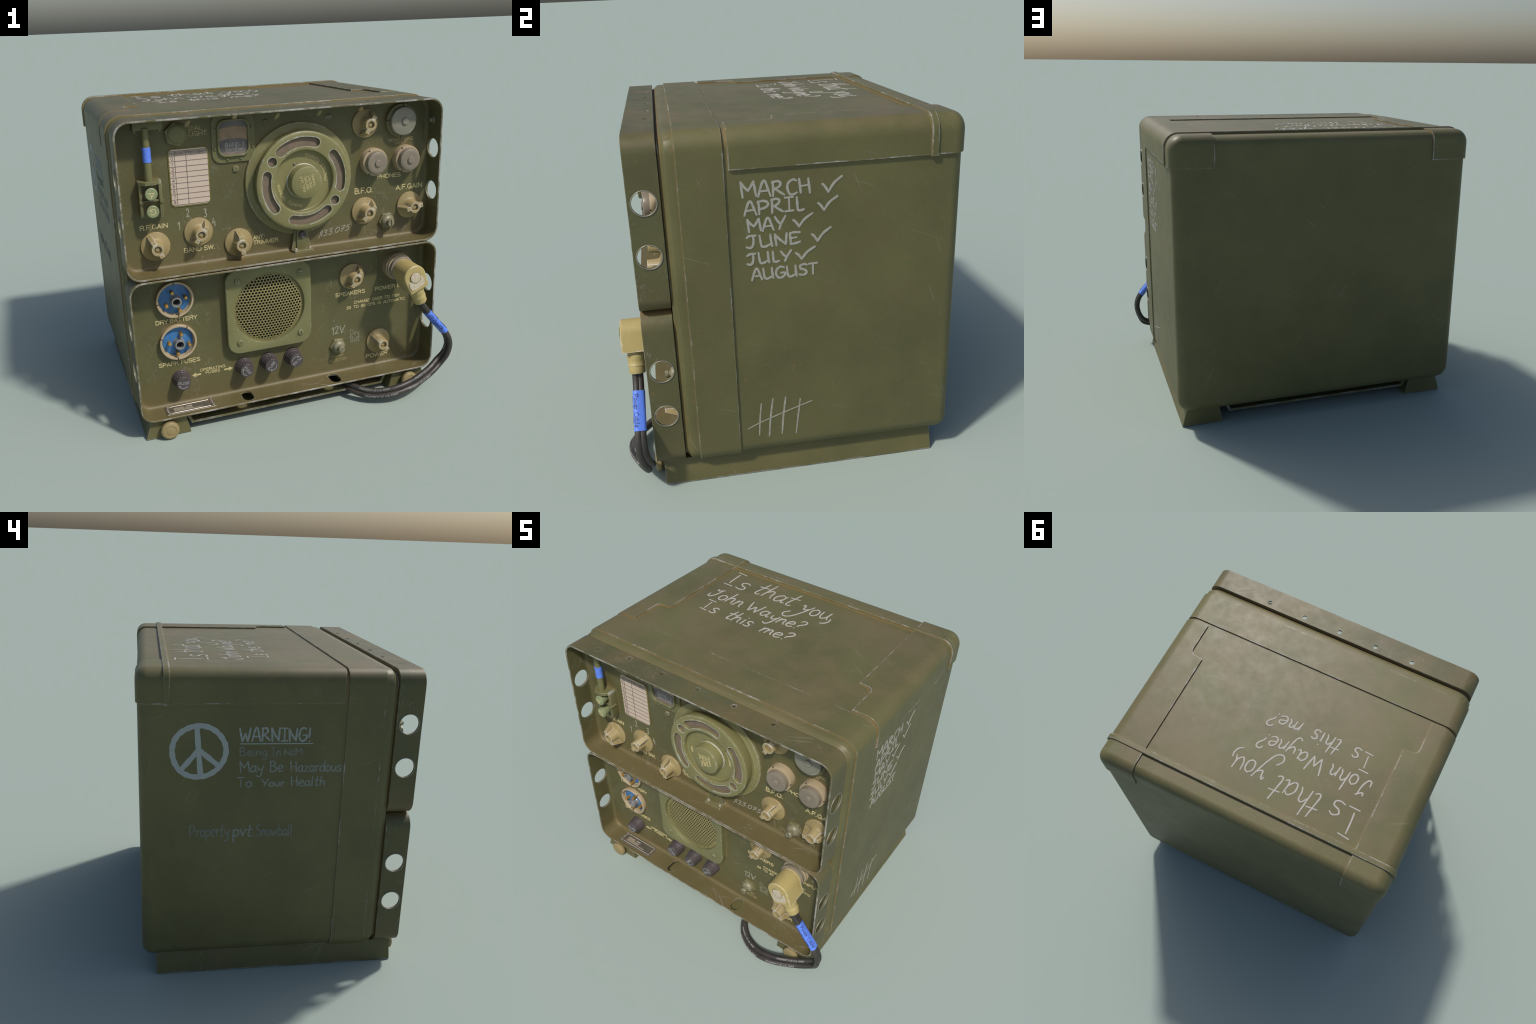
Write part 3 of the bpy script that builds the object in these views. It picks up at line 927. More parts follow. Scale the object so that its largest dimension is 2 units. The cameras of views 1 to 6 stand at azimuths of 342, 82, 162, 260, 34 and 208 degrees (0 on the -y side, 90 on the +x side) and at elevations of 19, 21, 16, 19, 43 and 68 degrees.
# bracket holding the dial's lock screw
bits = [slab('c', [(-0.006, -0.557), (0.118, -0.557), (0.1205, -0.600), (0.116, -0.622), (0.004, -0.622), (-0.006, -0.590)], UP0 + WALL - .002, 1.003, M_TRIM, 0.002, place=lambda u, v, w: (u, v, w)),
        box('c', 0.026, 0.084, -0.594, -0.565, 1.0, 1.13, M_TRIM, 0.002)]
for s, x in ((-1, 0.026), (1, 0.084)):
    for k in (0, 1):
        xo = x + s * (0.001 + 0.003 * k)
    bm_pts = [(x, -0.562, 1.0), (x + s * 0.030, -0.562, 1.0), (x + s * 0.008, -0.562, 1.125), (x, -0.562, 1.125)]
    bits.append(with_mat(ring_mesh([bm_pts, [(p[0], -0.585, p[2]) for p in bm_pts]], 'c'), M_TRIM))
bracket = add('dial_bracket', join(bits, 'dial_bracket'), parent=upper_tray)
add('lock_screw', join([turned('s', (0.0585, -0.590, 1.092), (0, -1, 0), [(0.021, 0), (0.021, 0.012), (0.017, 0.016), (0.014, 0.0135), (0.004, 0.0135)], 20, M_BLACK)], 'lock_screw'), parent=bracket)
for x, y in ((0.016, -0.603), (0.103, -0.601)):
    add('small_bolt', turned('small_bolt', (x, y, 1.002), (0, 0, 1), [(0.0085, 0), (0.0085, 0.003), (0.0072, 0.011), (0.004, 0.0125)], 10, M_SILVER), parent=bracket)

# ------------------------------------------------------------------ screws
def screw(u, v, r, w, parent, ang=30, mat=M_TRIM, h=0.007, name='screw'):
    me = lathe(name, u, v, [(r, w - 0.012), (r, w + h * .35), (r * .8, w + h * .85), (r * .3, w + h)], 22, mat)
    a = math.radians(ang)
    d, n = (cos(a), sin(a)), (-sin(a), cos(a))
    sl = [(u + d[0] * r * x + n[0] * r * .13 * y, v + d[1] * r * x + n[1] * r * .13 * y) for x, y in ((-1.1, -1), (1.1, -1), (1.1, 1), (-1.1, 1))]
    me = boolean(me, [slab('cut', sl, w + h * .35, w + h * 2)], 'DIFFERENCE', name)
    return add(name, me, mat, parent)


screw(-0.131, 1.742, 0.020, 0.0, upper_tray, -45, M_TRAY)
screw(0.245, 1.742, 0.020, 0.0, upper_tray, 12, M_TRAY)
screw(-0.311, 1.505, 0.019, 0.0, upper_tray, 35, M_PLATE_GREEN, 0.011)

# ------------------------------------------------------------------ dial light, scale window, chart
hexo = poly(6, 0.066, -0.631, 1.721, math.radians(-80))
bits = [slab('h', hexo, -0.001, 0.026, M_TRIM, 0.004),
        lathe('h', -0.629, 1.7235, [(0.0495, 0.024), (0.0495, 0.030), (0.046, 0.034), (0.036, 0.037), (0.015, 0.0385)], 36, M_TRIM)]
add('dial_light', join(bits, 'dial_light'), parent=upper_tray)

win = add('scale_window', slab('scale_window', rrect(-0.440, -0.196, 1.543, 1.806, 0.050, 8), -0.001, 0.009, M_TRIM, 0.002), parent=upper_tray)
fo, fi = rrect(-0.411, -0.229, 1.576, 1.778, 0.046, 8), rrect(-0.400, -0.240, 1.587, 1.767, 0.037, 8)
fo2, fi2 = rrect(-0.408, -0.232, 1.579, 1.775, 0.044, 8), rrect(-0.403, -0.237, 1.584, 1.770, 0.040, 8)
add('window_frame', ring_mesh([[pw(*p, .004) for p in fo], [pw(*p, .019) for p in fo], [pw(*p, .023) for p in fo2], [pw(*p, .023) for p in fi2], [pw(*p, .019) for p in fi], [pw(*p, .004) for p in fi]], 'window_frame', loop=True), M_PLATE_GREEN, win, 34)
add('scale_plate', slab('scale_plate', rrect(-0.403, -0.237, 1.584, 1.770, 0.040, 8), 0.004, 0.0105, M_GLASS_DARK), parent=win)
R0 = 0.25


def arc_band(z_mid, thick, w0, w1, mat, name):
    top, bot = [], []
    for i in range(17):
        x = -0.0805 + 0.161 * i / 16
        s = R0 - math.sqrt(R0 * R0 - x * x)
        top.append((-0.320 + x, z_mid + thick / 2 - s))
        bot.append((-0.320 + x, z_mid - thick / 2 - s))
    return add(name, slab(name, bot + top[::-1], w0, w1, mat), parent=win)


arc_band(1.706, 0.064, 0.010, 0.0115, M_GLASS_TAN, 'scale_band')
add('scale_foot', slab('scale_foot', rrect(-0.398, -0.242, 1.586, 1.602, 0.007, 4), 0.010, 0.0112, M_GLASS_LOW), parent=win)
ticks = []
for i in range(12):
    x = -0.07 + 0.14 * i / 11
    z = 1.683 - (R0 - math.sqrt(R0 * R0 - x * x))
    ticks.append(slab('t', [(-0.321 + x, z), (-0.319 + x, z), (-0.319 + x, z + .005), (-0.321 + x, z + .005)], .011, .0119, M_INK))
add('scale_ticks', join(ticks, 'scale_ticks'), parent=win)
letters('scale_lettering', 'BAND-3', -0.367, -0.260, 1.627, 0.0235, M_SCALETEXT, w=0.0105, parent=win)
letters('scale_lettering', '3.0-1.5 MC', -0.367, -0.260, 1.605, 0.0165, M_SCALETEXT, w=0.0113, parent=win)
for u, v in ((-0.422, 1.726), (-0.423, 1.622), (-0.356, 1.560), (-0.280, 1.561), (-0.214, 1.728), (-0.213, 1.622), (-0.356, 1.792), (-0.28, 1.793)):
    add('rivet', lathe('rivet', u, v, [(0.0085, 0.008), (0.0085, 0.011), (0.006, 0.0145), (0.002, 0.0155)], 14, M_TRIM), parent=win)

chart = add('frequency_chart', slab('frequency_chart', rrect(-0.684, -0.460, 1.326, 1.646, 0.026, 8), -0.001, 0.004, M_FRAME, 0.0015), parent=upper_tray)
add('chart_paper', slab('chart_paper', rrect(-0.6765, -0.4665, 1.3345, 1.6395, 0.021, 8), 0.003, 0.0052, M_PAPER), parent=chart)
add('chart_heading', slab('chart_heading', [(-0.6755, 1.608), (-0.4675, 1.608), (-0.4675, 1.632), (-0.6755, 1.632)], 0.004, 0.0058, M_PAPERHEAD), parent=chart)
lines = []
for i in range(10):
    z = 1.6075 - 0.0297 * i
    lines.append(slab('l', [(-0.676, z - .0011), (-0.467, z - .0011), (-0.467, z + .0011), (-0.676, z + .0011)], .004, .0064, M_INK))
lines.append(slab('l', [(-0.672, 1.631), (-0.471, 1.631), (-0.471, 1.6325), (-0.672, 1.6325)], .004, .0064, M_INK))
for x in (-0.646, -0.584):
    lines.append(slab('l', [(x - .0011, 1.338), (x + .0011, 1.338), (x + .0011, 1.632), (x - .0011, 1.632)], .004, .0067, M_INK))
add('chart_lines', join(lines, 'chart_lines'), parent=chart)
letters('chart_lettering', 'No', -0.672, -0.650, 1.612, 0.013, M_INK, w=.0058, parent=chart)
letters('chart_lettering', 'BAND', -0.643, -0.588, 1.612, 0.014, M_INK, w=.0058, parent=chart)
letters('chart_lettering', 'FREQUENCY', -0.581, -0.469, 1.612, 0.014, M_INK, w=.0058, parent=chart)
for i in range(9):
    letters('chart_lettering', str(i), -0.668 + .004 * (i == 1), -0.655 - .004 * (i == 1), 1.584 - 0.0297 * i, 0.0175, M_INK, w=.0052, parent=chart)

# ------------------------------------------------------------------ antenna feed at the left
ant = add('antenna_terminal', join([box('a', -0.862, -0.706, PANEL_Y - 0.062, PANEL_Y + .002, 1.760, 1.806, M_TRIM, 0.004)], 'antenna_terminal'), parent=upper_tray)
for x in (-0.852, -0.722):
    add('small_bolt', cylinder('small_bolt', (x, PANEL_Y - 0.045, 1.764), (x, PANEL_Y - 0.045, 1.748), 0.009, 0.008, 12, M_TRIM), parent=ant)
add('antenna_rod', cylinder('antenna_rod', (-0.800, -0.612, 1.490), (-0.800, -0.612, 1.770), 0.0205, 0.0195, 28, M_TRIM), parent=ant)
add('blue_band', join([turned('t', (-0.800, -0.612, 1.596), (0, 0, 1), [(0.0205, 0), (0.0222, 0.001), (0.0222, 0.020), (0.0215, 0.021), (0.0222, 0.022), (0.0222, 0.049), (0.0215, 0.050), (0.0224, 0.051), (0.0222, 0.077), (0.0205, 0.078)], 32, M_TAPE)], 'blue_band'), parent=ant)
# terminal block: back plate, side cheeks, peaked top and two push terminals
bx0, bx1, bz0, bz1 = -0.857, -0.737, 1.296, 1.499
bits = [box('b', bx0 + .008, bx1 - .008, PANEL_Y - 0.030, PANEL_Y + .002, bz0, bz1 - .006, M_TRIM, 0.003),
        box('b', bx0 - .001, bx0 + 0.016, PANEL_Y - 0.058, PANEL_Y + .002, bz0 + .012, bz1 - .004, M_TRIM, 0.003),
        box('b', bx1 - 0.016, bx1 + .001, PANEL_Y - 0.058, PANEL_Y + .002, bz0 + .002, bz1 - .004, M_TRIM, 0.003),
        box('b', bx0 + .004, bx1 - .004, PANEL_Y - 0.050, PANEL_Y - .02, 1.384, 1.394, M_TRIM, 0.002)]
top = [(bx0 - .002, PANEL_Y), (bx1 + .002, PANEL_Y), (bx1 + .002, PANEL_Y - .048), (bx1 - .036, PANEL_Y - .092), (bx0 + .030, PANEL_Y - .092), (bx0 - .002, PANEL_Y - .060)]
bits.append(slab('b', top, bz1 - 0.018, bz1, M_TRIM, 0.003, place=lambda u, v, w: (u, v, w)))
block = add('terminal_block', join(bits, 'terminal_block'), parent=ant)
for u in (-0.850, -0.742):
    add('cheek_pin', lathe('cheek_pin', u, 1.388, [(0.012, .02), (0.012, .062), (0.010, .066), (0.004, .067)], 16, M_TRIM), parent=block)
M_TERM = plain('pale_green_terminal', (0.215, 0.245, 0.125), 0.4)
for ch, u, v in (('A', -0.799, 1.434), ('G', -0.798, 1.340)):
    t = add('push_terminal', lathe('push_terminal', u, v, [(0.024, 0.028), (0.0265, 0.050), (0.0330, 0.080), (0.0340, 0.088), (0.0330, 0.092), (0.030, 0.0945), (0.01, 0.095)], 32, M_TERM), parent=block)
    a = math.radians(-62 if ch == 'A' else 172)

    def place(x, y, w, u=u, v=v, a=a):
        return pw(u + x * cos(a) - y * sin(a), v + x * sin(a) + y * cos(a), w)

    letters('terminal_lettering', ch, -0.016, 0.016, -0.017, 0.034, M_PRINT, w=0.0951, place=place, parent=t)

# ------------------------------------------------------------------ phone jacks and monitor input
M_NOTCH = plain('notch_shadow', (0.05, 0.04, 0.028), 0.8)  # near-black colour paints the shade of uncut rim notches


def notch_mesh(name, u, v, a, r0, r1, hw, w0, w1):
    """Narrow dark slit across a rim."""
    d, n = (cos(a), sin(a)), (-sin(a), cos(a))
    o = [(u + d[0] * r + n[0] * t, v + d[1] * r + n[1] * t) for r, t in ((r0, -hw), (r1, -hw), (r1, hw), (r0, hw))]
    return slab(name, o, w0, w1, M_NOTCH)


def jack(u, v, parent):
    b = add('phone_jack', lathe('phone_jack', u, v, [(0.080, 0), (0.080, 0.038), (0.078, 0.043), (0.074, 0.0445), (0.060, 0.0445)], 40, M_SOCKET), parent=parent)
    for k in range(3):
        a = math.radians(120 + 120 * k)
        add('jack_notch_shade_plate', notch_mesh('jack_notch_shade_plate', u, v, a, 0.0735, 0.0803, 0.0035, 0.038, 0.0449), parent=b)
    add('jack_cap', lathe('jack_cap', u, v, [(0.064, 0.030), (0.0655, 0.044), (0.0655, 0.066), (0.063, 0.073), (0.057, 0.0765), (0.045, 0.0775), (0.022, 0.0775)], 40, M_CAP), parent=b)
    add('cap_button', lathe('cap_button', u, v, [(0.0205, 0.076), (0.0205, 0.083), (0.018, 0.0855), (0.006, 0.086)], 24, M_CAP), parent=b)


jack(0.521, 1.4665, upper_tray)
jack(0.733, 1.466, upper_tray)
mj = add('monitor_jack', lathe('monitor_jack', 0.696, 1.691, [(0.098, 0), (0.098, 0.022), (0.096, 0.027), (0.080, 0.028)], 44, M_TRIM), parent=upper_tray)
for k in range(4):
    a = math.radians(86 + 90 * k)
    add('jack_notch_shade_plate', notch_mesh('jack_notch_shade_plate', 0.696, 1.691, a, 0.081, 0.0983, 0.0028, 0.020, 0.0287), parent=mj)
add('monitor_cap', lathe('monitor_cap', 0.696, 1.690, [(0.080, 0.024), (0.0815, 0.034), (0.0815, 0.046), (0.079, 0.052), (0.073, 0.0545), (0.022, 0.0545)], 44, M_MONCAP), parent=mj)
add('cap_button', lathe('cap_button', 0.7025, 1.690, [(0.0215, 0.053), (0.0215, 0.060), (0.019, 0.0625), (0.006, 0.063)], 24, M_MONCAP), parent=mj)

# ------------------------------------------------------------------ toggle switches
def toggle(u, v, parent, rot, slot):
    h = slab('t', poly(6, 0.0545, u, v, math.radians(rot)), -0.001, 0.017, M_TRIM, 0.004)
    bush = lathe('t', u, v, [(0.041, 0.015), (0.040, 0.024), (0.035, 0.033), (0.026, 0.039), (0.021, 0.041)], 32, M_TOGGLE)
    tip = lathe('t', u, v, [(0.019, 0.038), (0.019, 0.048), (0.0225, 0.052), (0.0225, 0.066), (0.019, 0.071), (0.006, 0.0715)], 26)
    a = math.radians(slot)
    sl = [(u + cos(a) * x - sin(a) * y, v + sin(a) * x + cos(a) * y) for x, y in ((-.03, -.0028), (.03, -.0028), (.03, .0028), (-.03, .0028))]
    tip = boolean(tip, [slab('cut', sl, 0.064, 0.09)], 'DIFFERENCE', 't')
    tip.materials.clear()
    tip.materials.append(M_TOGGLE)
    add('toggle_switch', join([h, bush, tip], 'toggle_switch'), parent=parent)


toggle(0.6205, 1.094, upper_tray, 3, 96)
toggle(0.2985, 0.319, lower_tray, -2, 38)

# ------------------------------------------------------------------ battery sockets
def socket(u, v, parent, pins, lugs):
    o = add('battery_socket', lathe('battery_socket', u, v, [(0.102, 0), (0.1045, 0.003), (0.1045, 0.018), (0.1075, 0.019), (0.1075, 0.0295), (0.1055, 0.032), (0.0965, 0.032), (0.0950, 0.0295), (0.0935, 0.006), (0.088, 0.002)], 56, M_SOCKET, False), parent=parent)
    add('insulator', lathe('insulator', u, v, [(0.0895, -0.002), (0.0895, 0.004), (0.087, 0.0055), (0.03, 0.0055)], 48, M_BLUE), parent=o)
    add('socket_gap', lathe('socket_gap', u, v, [(0.096, -0.002), (0.096, 0.0016), (0.085, 0.0016)], 40, M_DARK), parent=o)
    cu, cv = u + .005, v - .010
    add('centre_sleeve', lathe('centre_sleeve', cu, cv, [(0.034, 0.003), (0.033, 0.010), (0.0295, 0.014), (0.0295, 0.047), (0.0275, 0.0495), (0.0215, 0.0495), (0.0205, 0.047), (0.0205, 0.012)], 32, M_TUBE, False), parent=o)
    add('sleeve_bore', lathe('sleeve_bore', cu, cv, [(0.0215, 0.004), (0.0215, 0.014), (0.01, 0.014)], 24, M_HOLE), parent=o)
    for a in pins:
        x, z = cu + .0585 * cos(math.radians(a)), cv + .0585 * sin(math.radians(a))
        add('pin', lathe('pin', x, z, [(0.0105, 0.004), (0.0105, 0.038), (0.009, 0.042), (0.005, 0.044), (0.001, 0.0445)], 16, M_BRASS), parent=o)
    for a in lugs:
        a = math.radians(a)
        add('socket_notch_shade_plate', notch_mesh('socket_notch_shade_plate', u, v, a, 0.0945, 0.1078, 0.0032, 0.022, 0.0324), parent=o)


socket(-0.7095, 0.805, lower_tray, (109, 17, 198, -72), (92, 188, -82))
socket(-0.7085, 0.543, lower_tray, (77, 169, -12, -103), (58, 160, -95))

# ------------------------------------------------------------------ loudspeaker
SU, SV = -0.1565, 0.6715
ro, ri = 0.263, 0.221


def radial(half, r, n=96):
    """Rounded square sampled at equal angles, so that circles can join to it."""
    c, out = half - r, []
    for i in range(n):
        a = 2 * pi * (i + .5) / n
        dx, dz = cos(a), sin(a)
        t = half / max(abs(dx), abs(dz))
        if abs(dx * t) > c and abs(dz * t) > c:
            b = c * (abs(dx) + abs(dz))
            t = b + math.sqrt(b * b - (2 * c * c - r * r))
        out.append((SU + dx * t, SV + dz * t))
    return out


plate_o, plate_i = radial(ro, 0.075), radial(ro - .004, 0.071)


def circ(r, w, n=96):
    return [pw(SU + r * cos(2 * pi * (i + .5) / n), SV + r * sin(2 * pi * (i + .5) / n), w) for i in range(n)]


rings = [[pw(*p, -.001) for p in plate_o], [pw(*p, .042) for p in plate_o], [pw(*p, .046) for p in plate_i], circ(ri + .006, .046), circ(ri, .043), circ(ri - .004, .026), circ(ri - .010, .010), circ(.1, .008)]
spk = add('loudspeaker', ring_mesh(rings, 'loudspeaker'), M_PLATE_GREEN, lower_tray, 30)
for u, v, a in ((-0.348, 0.865, 95), (0.036, 0.866, -5), (-0.348, 0.480, 25), (0.035, 0.479, 85)):
    screw(u, v, 0.0195, 0.046, spk, a, M_PLATE_GREEN, 0.009)


def grille():
    """Hexagonal perforated sheet, slightly domed, every hole a real hole."""
    bm = bmesh.new()
    pitch, hr, R = 0.0196, 0.0073, ri - 0.004
    cache = {}

    def dome(r):
        return 0.026 + 0.022 * (1 - (r / R) ** 2)

    def vert(x, y, dz=0.0):
        k = (round(x, 5), round(y, 5), dz)
        if k not in cache:
            cache[k] = bm.verts.new(pw(SU + x, SV + y, dome(math.hypot(x, y)) + dz))
        return cache[k]

    rows = int(R / (pitch * .866)) + 1
    hexr = pitch / math.sqrt(3)
    for j in range(-rows, rows + 1):
        for i in range(-rows, rows + 1):
            cx, cy = (i + 0.5 * (j % 2)) * pitch, j * pitch * math.sqrt(3) / 2
            if math.hypot(cx, cy) > R - pitch * 0.45:
                continue
            for s in range(6):
                a0, a1 = math.radians(30 + 60 * s), math.radians(90 + 60 * s)
                am = (a0 + a1) / 2
                o0, o1 = (cx + hexr * cos(a0), cy + hexr * sin(a0)), (cx + hexr * cos(a1), cy + hexr * sin(a1))
                h0, hm, h1 = ((cx + hr * cos(a), cy + hr * sin(a)) for a in (a0, am, a1))
                bm.faces.new((vert(*o0), vert(*o1), vert(*h1), vert(*hm), vert(*h0)))
                for p, q in ((h0, hm), (hm, h1)):
                    bm.faces.new((vert(*p), vert(*q), vert(*q, -0.003), vert(*p, -0.003)))
    # plain rim joining the sheet to the plate
    n = 72
    r0 = [bm.verts.new(pw(SU + (R + .002) * cos(2 * pi * i / n), SV + (R + .002) * sin(2 * pi * i / n), .0245)) for i in range(n)]
    r1 = [bm.verts.new(pw(SU + (R - pitch * .75) * cos(2 * pi * i / n), SV + (R - pitch * .75) * sin(2 * pi * i / n), .0255)) for i in range(n)]
    for i in range(n):
        bm.faces.new((r0[i], r0[(i + 1) % n], r1[(i + 1) % n], r1[i]))
    return bm_mesh(bm, 'perforated_grille')


M_GRILLE = paint('grille_paint', (0.215, 0.190, 0.078), wear=0.0, dust=0.1, cavity=0.0, scratch=0.2)
g = add('perforated_grille', grille(), M_GRILLE, spk, 50)
add('grille_backing', lathe('grille_backing', SU, SV, [(ri - .006, 0.006), (ri - .008, 0.0135), (0.1, 0.016), (0.02, 0.018)], 40, M_DARK), parent=spk)

# ------------------------------------------------------------------ fuse holders
def fuse(u, v, parent, ang):
    n, ribs = 96, 18
    rings = []
    for r, w, amp in ((0.054, 0, 0), (0.0555, 0.004, 0), (0.0545, 0.012, 0), (0.052, 0.015, 0), (0.0505, 0.030, 0), (0.0495, 0.032, .0016), (0.0435, 0.072, .0022), (0.0425, 0.0765, .0012), (0.040, 0.079, 0), (0.02, 0.079, 0)):
        rings.append([pw(u + (r - amp * (sin(ribs * 2 * pi * i / n) > 0.35)) * cos(2 * pi * i / n), v + (r - amp * (sin(ribs * 2 * pi * i / n) > 0.35)) * sin(2 * pi * i / n), w) for i in range(n)])
    me = ring_mesh(rings, 'fuse_holder')
    me.materials.append(M_BLACK)
    shade(me, 30)
    o = add('fuse_holder', me, parent=parent)
    a = math.radians(ang)

    def place(x, y, w):
        return pw(u + x * cos(a) - y * sin(a), v + x * sin(a) + y * cos(a), w)

    letters('fuse_lettering', 'FUSE', -0.031, 0.031, -0.005, 0.017, M_SCALETEXT, w=0.0791, place=place, parent=o)
    pen = Pen(lambda x, y, w: place(x, y, w + 0.0792), 0.0035)
    pen.stroke([(0.0285 * cos(t), 0.0285 * sin(t)) for t in (math.radians(x) for x in range(-148, -28, 12))], taper=0)
    p = (0.0285 * cos(math.radians(-150)), 0.0285 * sin(math.radians(-150)))
    pen.stroke([(p[0] - .003, p[1]), (p[0] + .003, p[1])], 0.008, taper=0)
    pen.done('fuse_arrow', M_SCALETEXT, o)


for u, v, a in ((-0.706, 0.302, -3), (-0.321, 0.306, -57), (-0.1645, 0.308, 50), (-0.0075, 0.309, 217)):
    fuse(u, v, lower_tray, a)

# ------------------------------------------------------------------ power inlet, elbow plug and cable
inlet = add('power_inlet', join([slab('i', rrect(0.577, 0.790, 0.705, 0.918, 0.012, 4), -0.001, 0.006, M_TRAY, 0.002)], 'power_inlet'), parent=lower_tray)
for u in (0.592, 0.776):
    for v in (0.722, 0.903):
        add('rivet', lathe('rivet', u, v, [(0.0075, 0.005), (0.0075, 0.008), (0.004, 0.010), (0.001, 0.0105)], 12, M_TRIM), parent=inlet)
PU, PV = 0.684, 0.803
add('inlet_ring', lathe('inlet_ring', PU, PV + .004, [(0.086, 0.004), (0.086, 0.055), (0.083, 0.059), (0.079, 0.060), (0.078, 0.064), (0.0815, 0.067), (0.0815, 0.074), (0.079, 0.077), (0.074, 0.078)], 48, M_SOCKET), parent=inlet)
add('inlet_collar', lathe('inlet_collar', PU, PV + .003, [(0.0745, 0.06), (0.0745, 0.098), (0.0775, 0.100), (0.0775, 0.104), (0.073, 0.106)], 48, M_CAP), parent=inlet)
plug = bpy.data.objects.new('power_plug', None)
bpy.context.collection.objects.link(plug)
plug.parent = ROOT
dn = Vector((0.394, -0.919))
pn = Vector((0.919, 0.394))
ELB = [(PU + pn.x * 0.0705 * cos(t) - dn.x * 0.0705 * sin(t), PV + pn.y * 0.0705 * cos(t) - dn.y * 0.0705 * sin(t)) for t in (pi * i / 20 for i in range(21))]
hw, ln = 0.0625, 0.096
for s, e in ((-1, 0), (1, 0)):
    c = Vector((PU, PV)) + dn * ln + pn * s * hw
    ELB.append((c.x, c.y))
add('elbow_body', slab('elbow_body', ELB, 0.115, 0.2545, M_PLUG, 0.005, sm=30), parent=plug)
add('elbow_neck', lathe('elbow_neck', PU, PV, [(0.0690, 0.09), (0.0690, 0.13)], 40, M_PLUG), parent=plug)
# badge: disc over a small ribbon
rib = [(0.642, 0.768), (0.648, 0.745), (0.666, 0.7185), (0.690, 0.722), (0.744, 0.752), (0.7455, 0.778), (0.728, 0.809), (0.700, 0.800)]
badge = add('plug_badge', join([slab('b', rib, 0.252, 0.2585, M_BADGE, 0.001), lathe('b', 0.6845, 0.8015, [(0.033, 0.252), (0.033, 0.2595), (0.0305, 0.2612), (0.01, 0.2612)], 30, M_BADGE),
                                torus('b', pw(0.6845, 0.8015, 0.2596), (0, 1, 0), 0.0335, 0.0013, M_FRAME, sec=6)], 'plug_badge'), parent=plug)
GY = PANEL_Y - 0.191
g0 = Vector((PU + dn.x * 0.08, GY, PV + dn.y * 0.08))
gd = Vector((dn.x, 0, dn.y))
add('cable_gland', turned('cable_gland', g0, gd, [(0.043, 0), (0.043, 0.030), (0.0455, 0.032), (0.0455, 0.052), (0.0435, 0.056), (0.0425, 0.078), (0.044, 0.081), (0.044, 0.086), (0.0415, 0.089), (0.0405, 0.118), (0.038, 0.125), (0.019, 0.126)], 32, M_PLUG), parent=plug)
# scribble on the side of the elbow
pen = Pen(lambda a, b, h: (PU - 0.0 + (-pn.x) * (0.0705 - (0.008 * max(0.0, a) / 0.096) + h) + dn.x * a, PANEL_Y - b, PV - pn.y * (0.0705 - 0.008 * max(0.0, a) / 0.096 + h) + dn.y * a), 0.0028, 0.0012)
pen.stroke([(0.012, 0.150), (0.03, 0.172), (0.038, 0.156), (0.022, 0.146), (0.046, 0.168), (0.055, 0.152), (0.035, 0.150), (0.06, 0.185), (0.075, 0.172)])
pen.stroke([(0.055, 0.175), (0.07, 0.195), (0.082, 0.176), (0.09, 0.205)])
pen.done('plug_scribble', M_WARN, plug)

# cable: two cores side by side following one spine
SPINE = [(0.758, -0.7475, 0.630), (0.775, -0.748, 0.590), (0.808, -0.749, 0.543), (0.868, -0.752, 0.470), (0.932, -0.755, 0.394), (0.963, -0.757, 0.340), (0.973, -0.755, 0.285), (0.961, -0.744, 0.222), (0.928, -0.728, 0.168),
         (0.860, -0.752, 0.133), (0.768, -0.788, 0.112), (0.671, -0.819, 0.098), (0.565, -0.822, 0.080), (0.470, -0.789, 0.064), (0.402, -0.745, 0.062), (0.350, -0.683, 0.070), (0.325, -0.620, 0.075), (0.31, -0.50, 0.085), (0.30, -0.35, 0.09)]
path = smooth_line(SPINE, 7)
cum = [0.0]
for a, b in zip(path, path[1:]):
    cum.append(cum[-1] + (b - a).length)


def spine_at(s):
    s = min(max(s, 0.0), cum[-1] - 1e-6)
    i = max(k for k in range(len(cum)) if cum[k] <= s)
    i = min(i, len(path) - 2)
    f = (s - cum[i]) / (cum[i + 1] - cum[i])
    p = path[i].lerp(path[i + 1], f)
    lo, hi = path[max(i - 2, 0)], path[min(i + 3, len(path) - 1)]
    return p, (hi - lo).normalized()


def frame_at(s):
    """Point, direction, the line joining the two cores, and the outward face normal."""
    p, d = spine_at(s)
    f = min(1.0, max(0.0, (s - 0.30) / 0.25))
    want = Vector((0.18, -0.97, 0.12)).lerp(Vector((0.0, -0.60, -0.80)), f)
    across = (want - d * want.dot(d)).normalized()
    return p, d, across, d.cross(across).normalized()


CORE, GAP0, GAP1 = 0.0178, 0.0105, 0.0155


def gap_at(s):
    f = min(1.0, max(0.0, (s - 0.30) / 0.25))
    return GAP0 + (GAP1 - GAP0) * f


for s in (-1, 1):
    rings = []
    for k in range(len(path) * 1):
        p, d, ac, nn = frame_at(cum[k])
        c = p + ac * gap_at(cum[k]) * s
        rings.append([c + (ac * cos(2 * pi * i / 14) + nn * sin(2 * pi * i / 14)) * CORE for i in range(14)])
    add('cable_core', ring_mesh(rings, 'cable_core'), M_CABLE, plug, 60)
# blue tape wrapped around both cores
rings = []
for k in range(13):
    p, d, ac, nn = frame_at(0.105 + 0.196 * k / 12)
    r = []
    for i in range(28):
        a = 2 * pi * i / 28
        lean = max(-1.0, min(1.0, cos(a) * 2.6))
        off = ac * (GAP0 * lean + (CORE + .0022) * cos(a)) + nn * (CORE + .0022) * (sin(a) if abs(lean) == 1 else math.copysign(1.0, sin(a)) * (0.955 + 0.03 * abs(lean)))
        r.append(p + off)
    rings.append(r)
add('cable_tape', ring_mesh(rings, 'cable_tape'), M_TAPE, plug, 60)


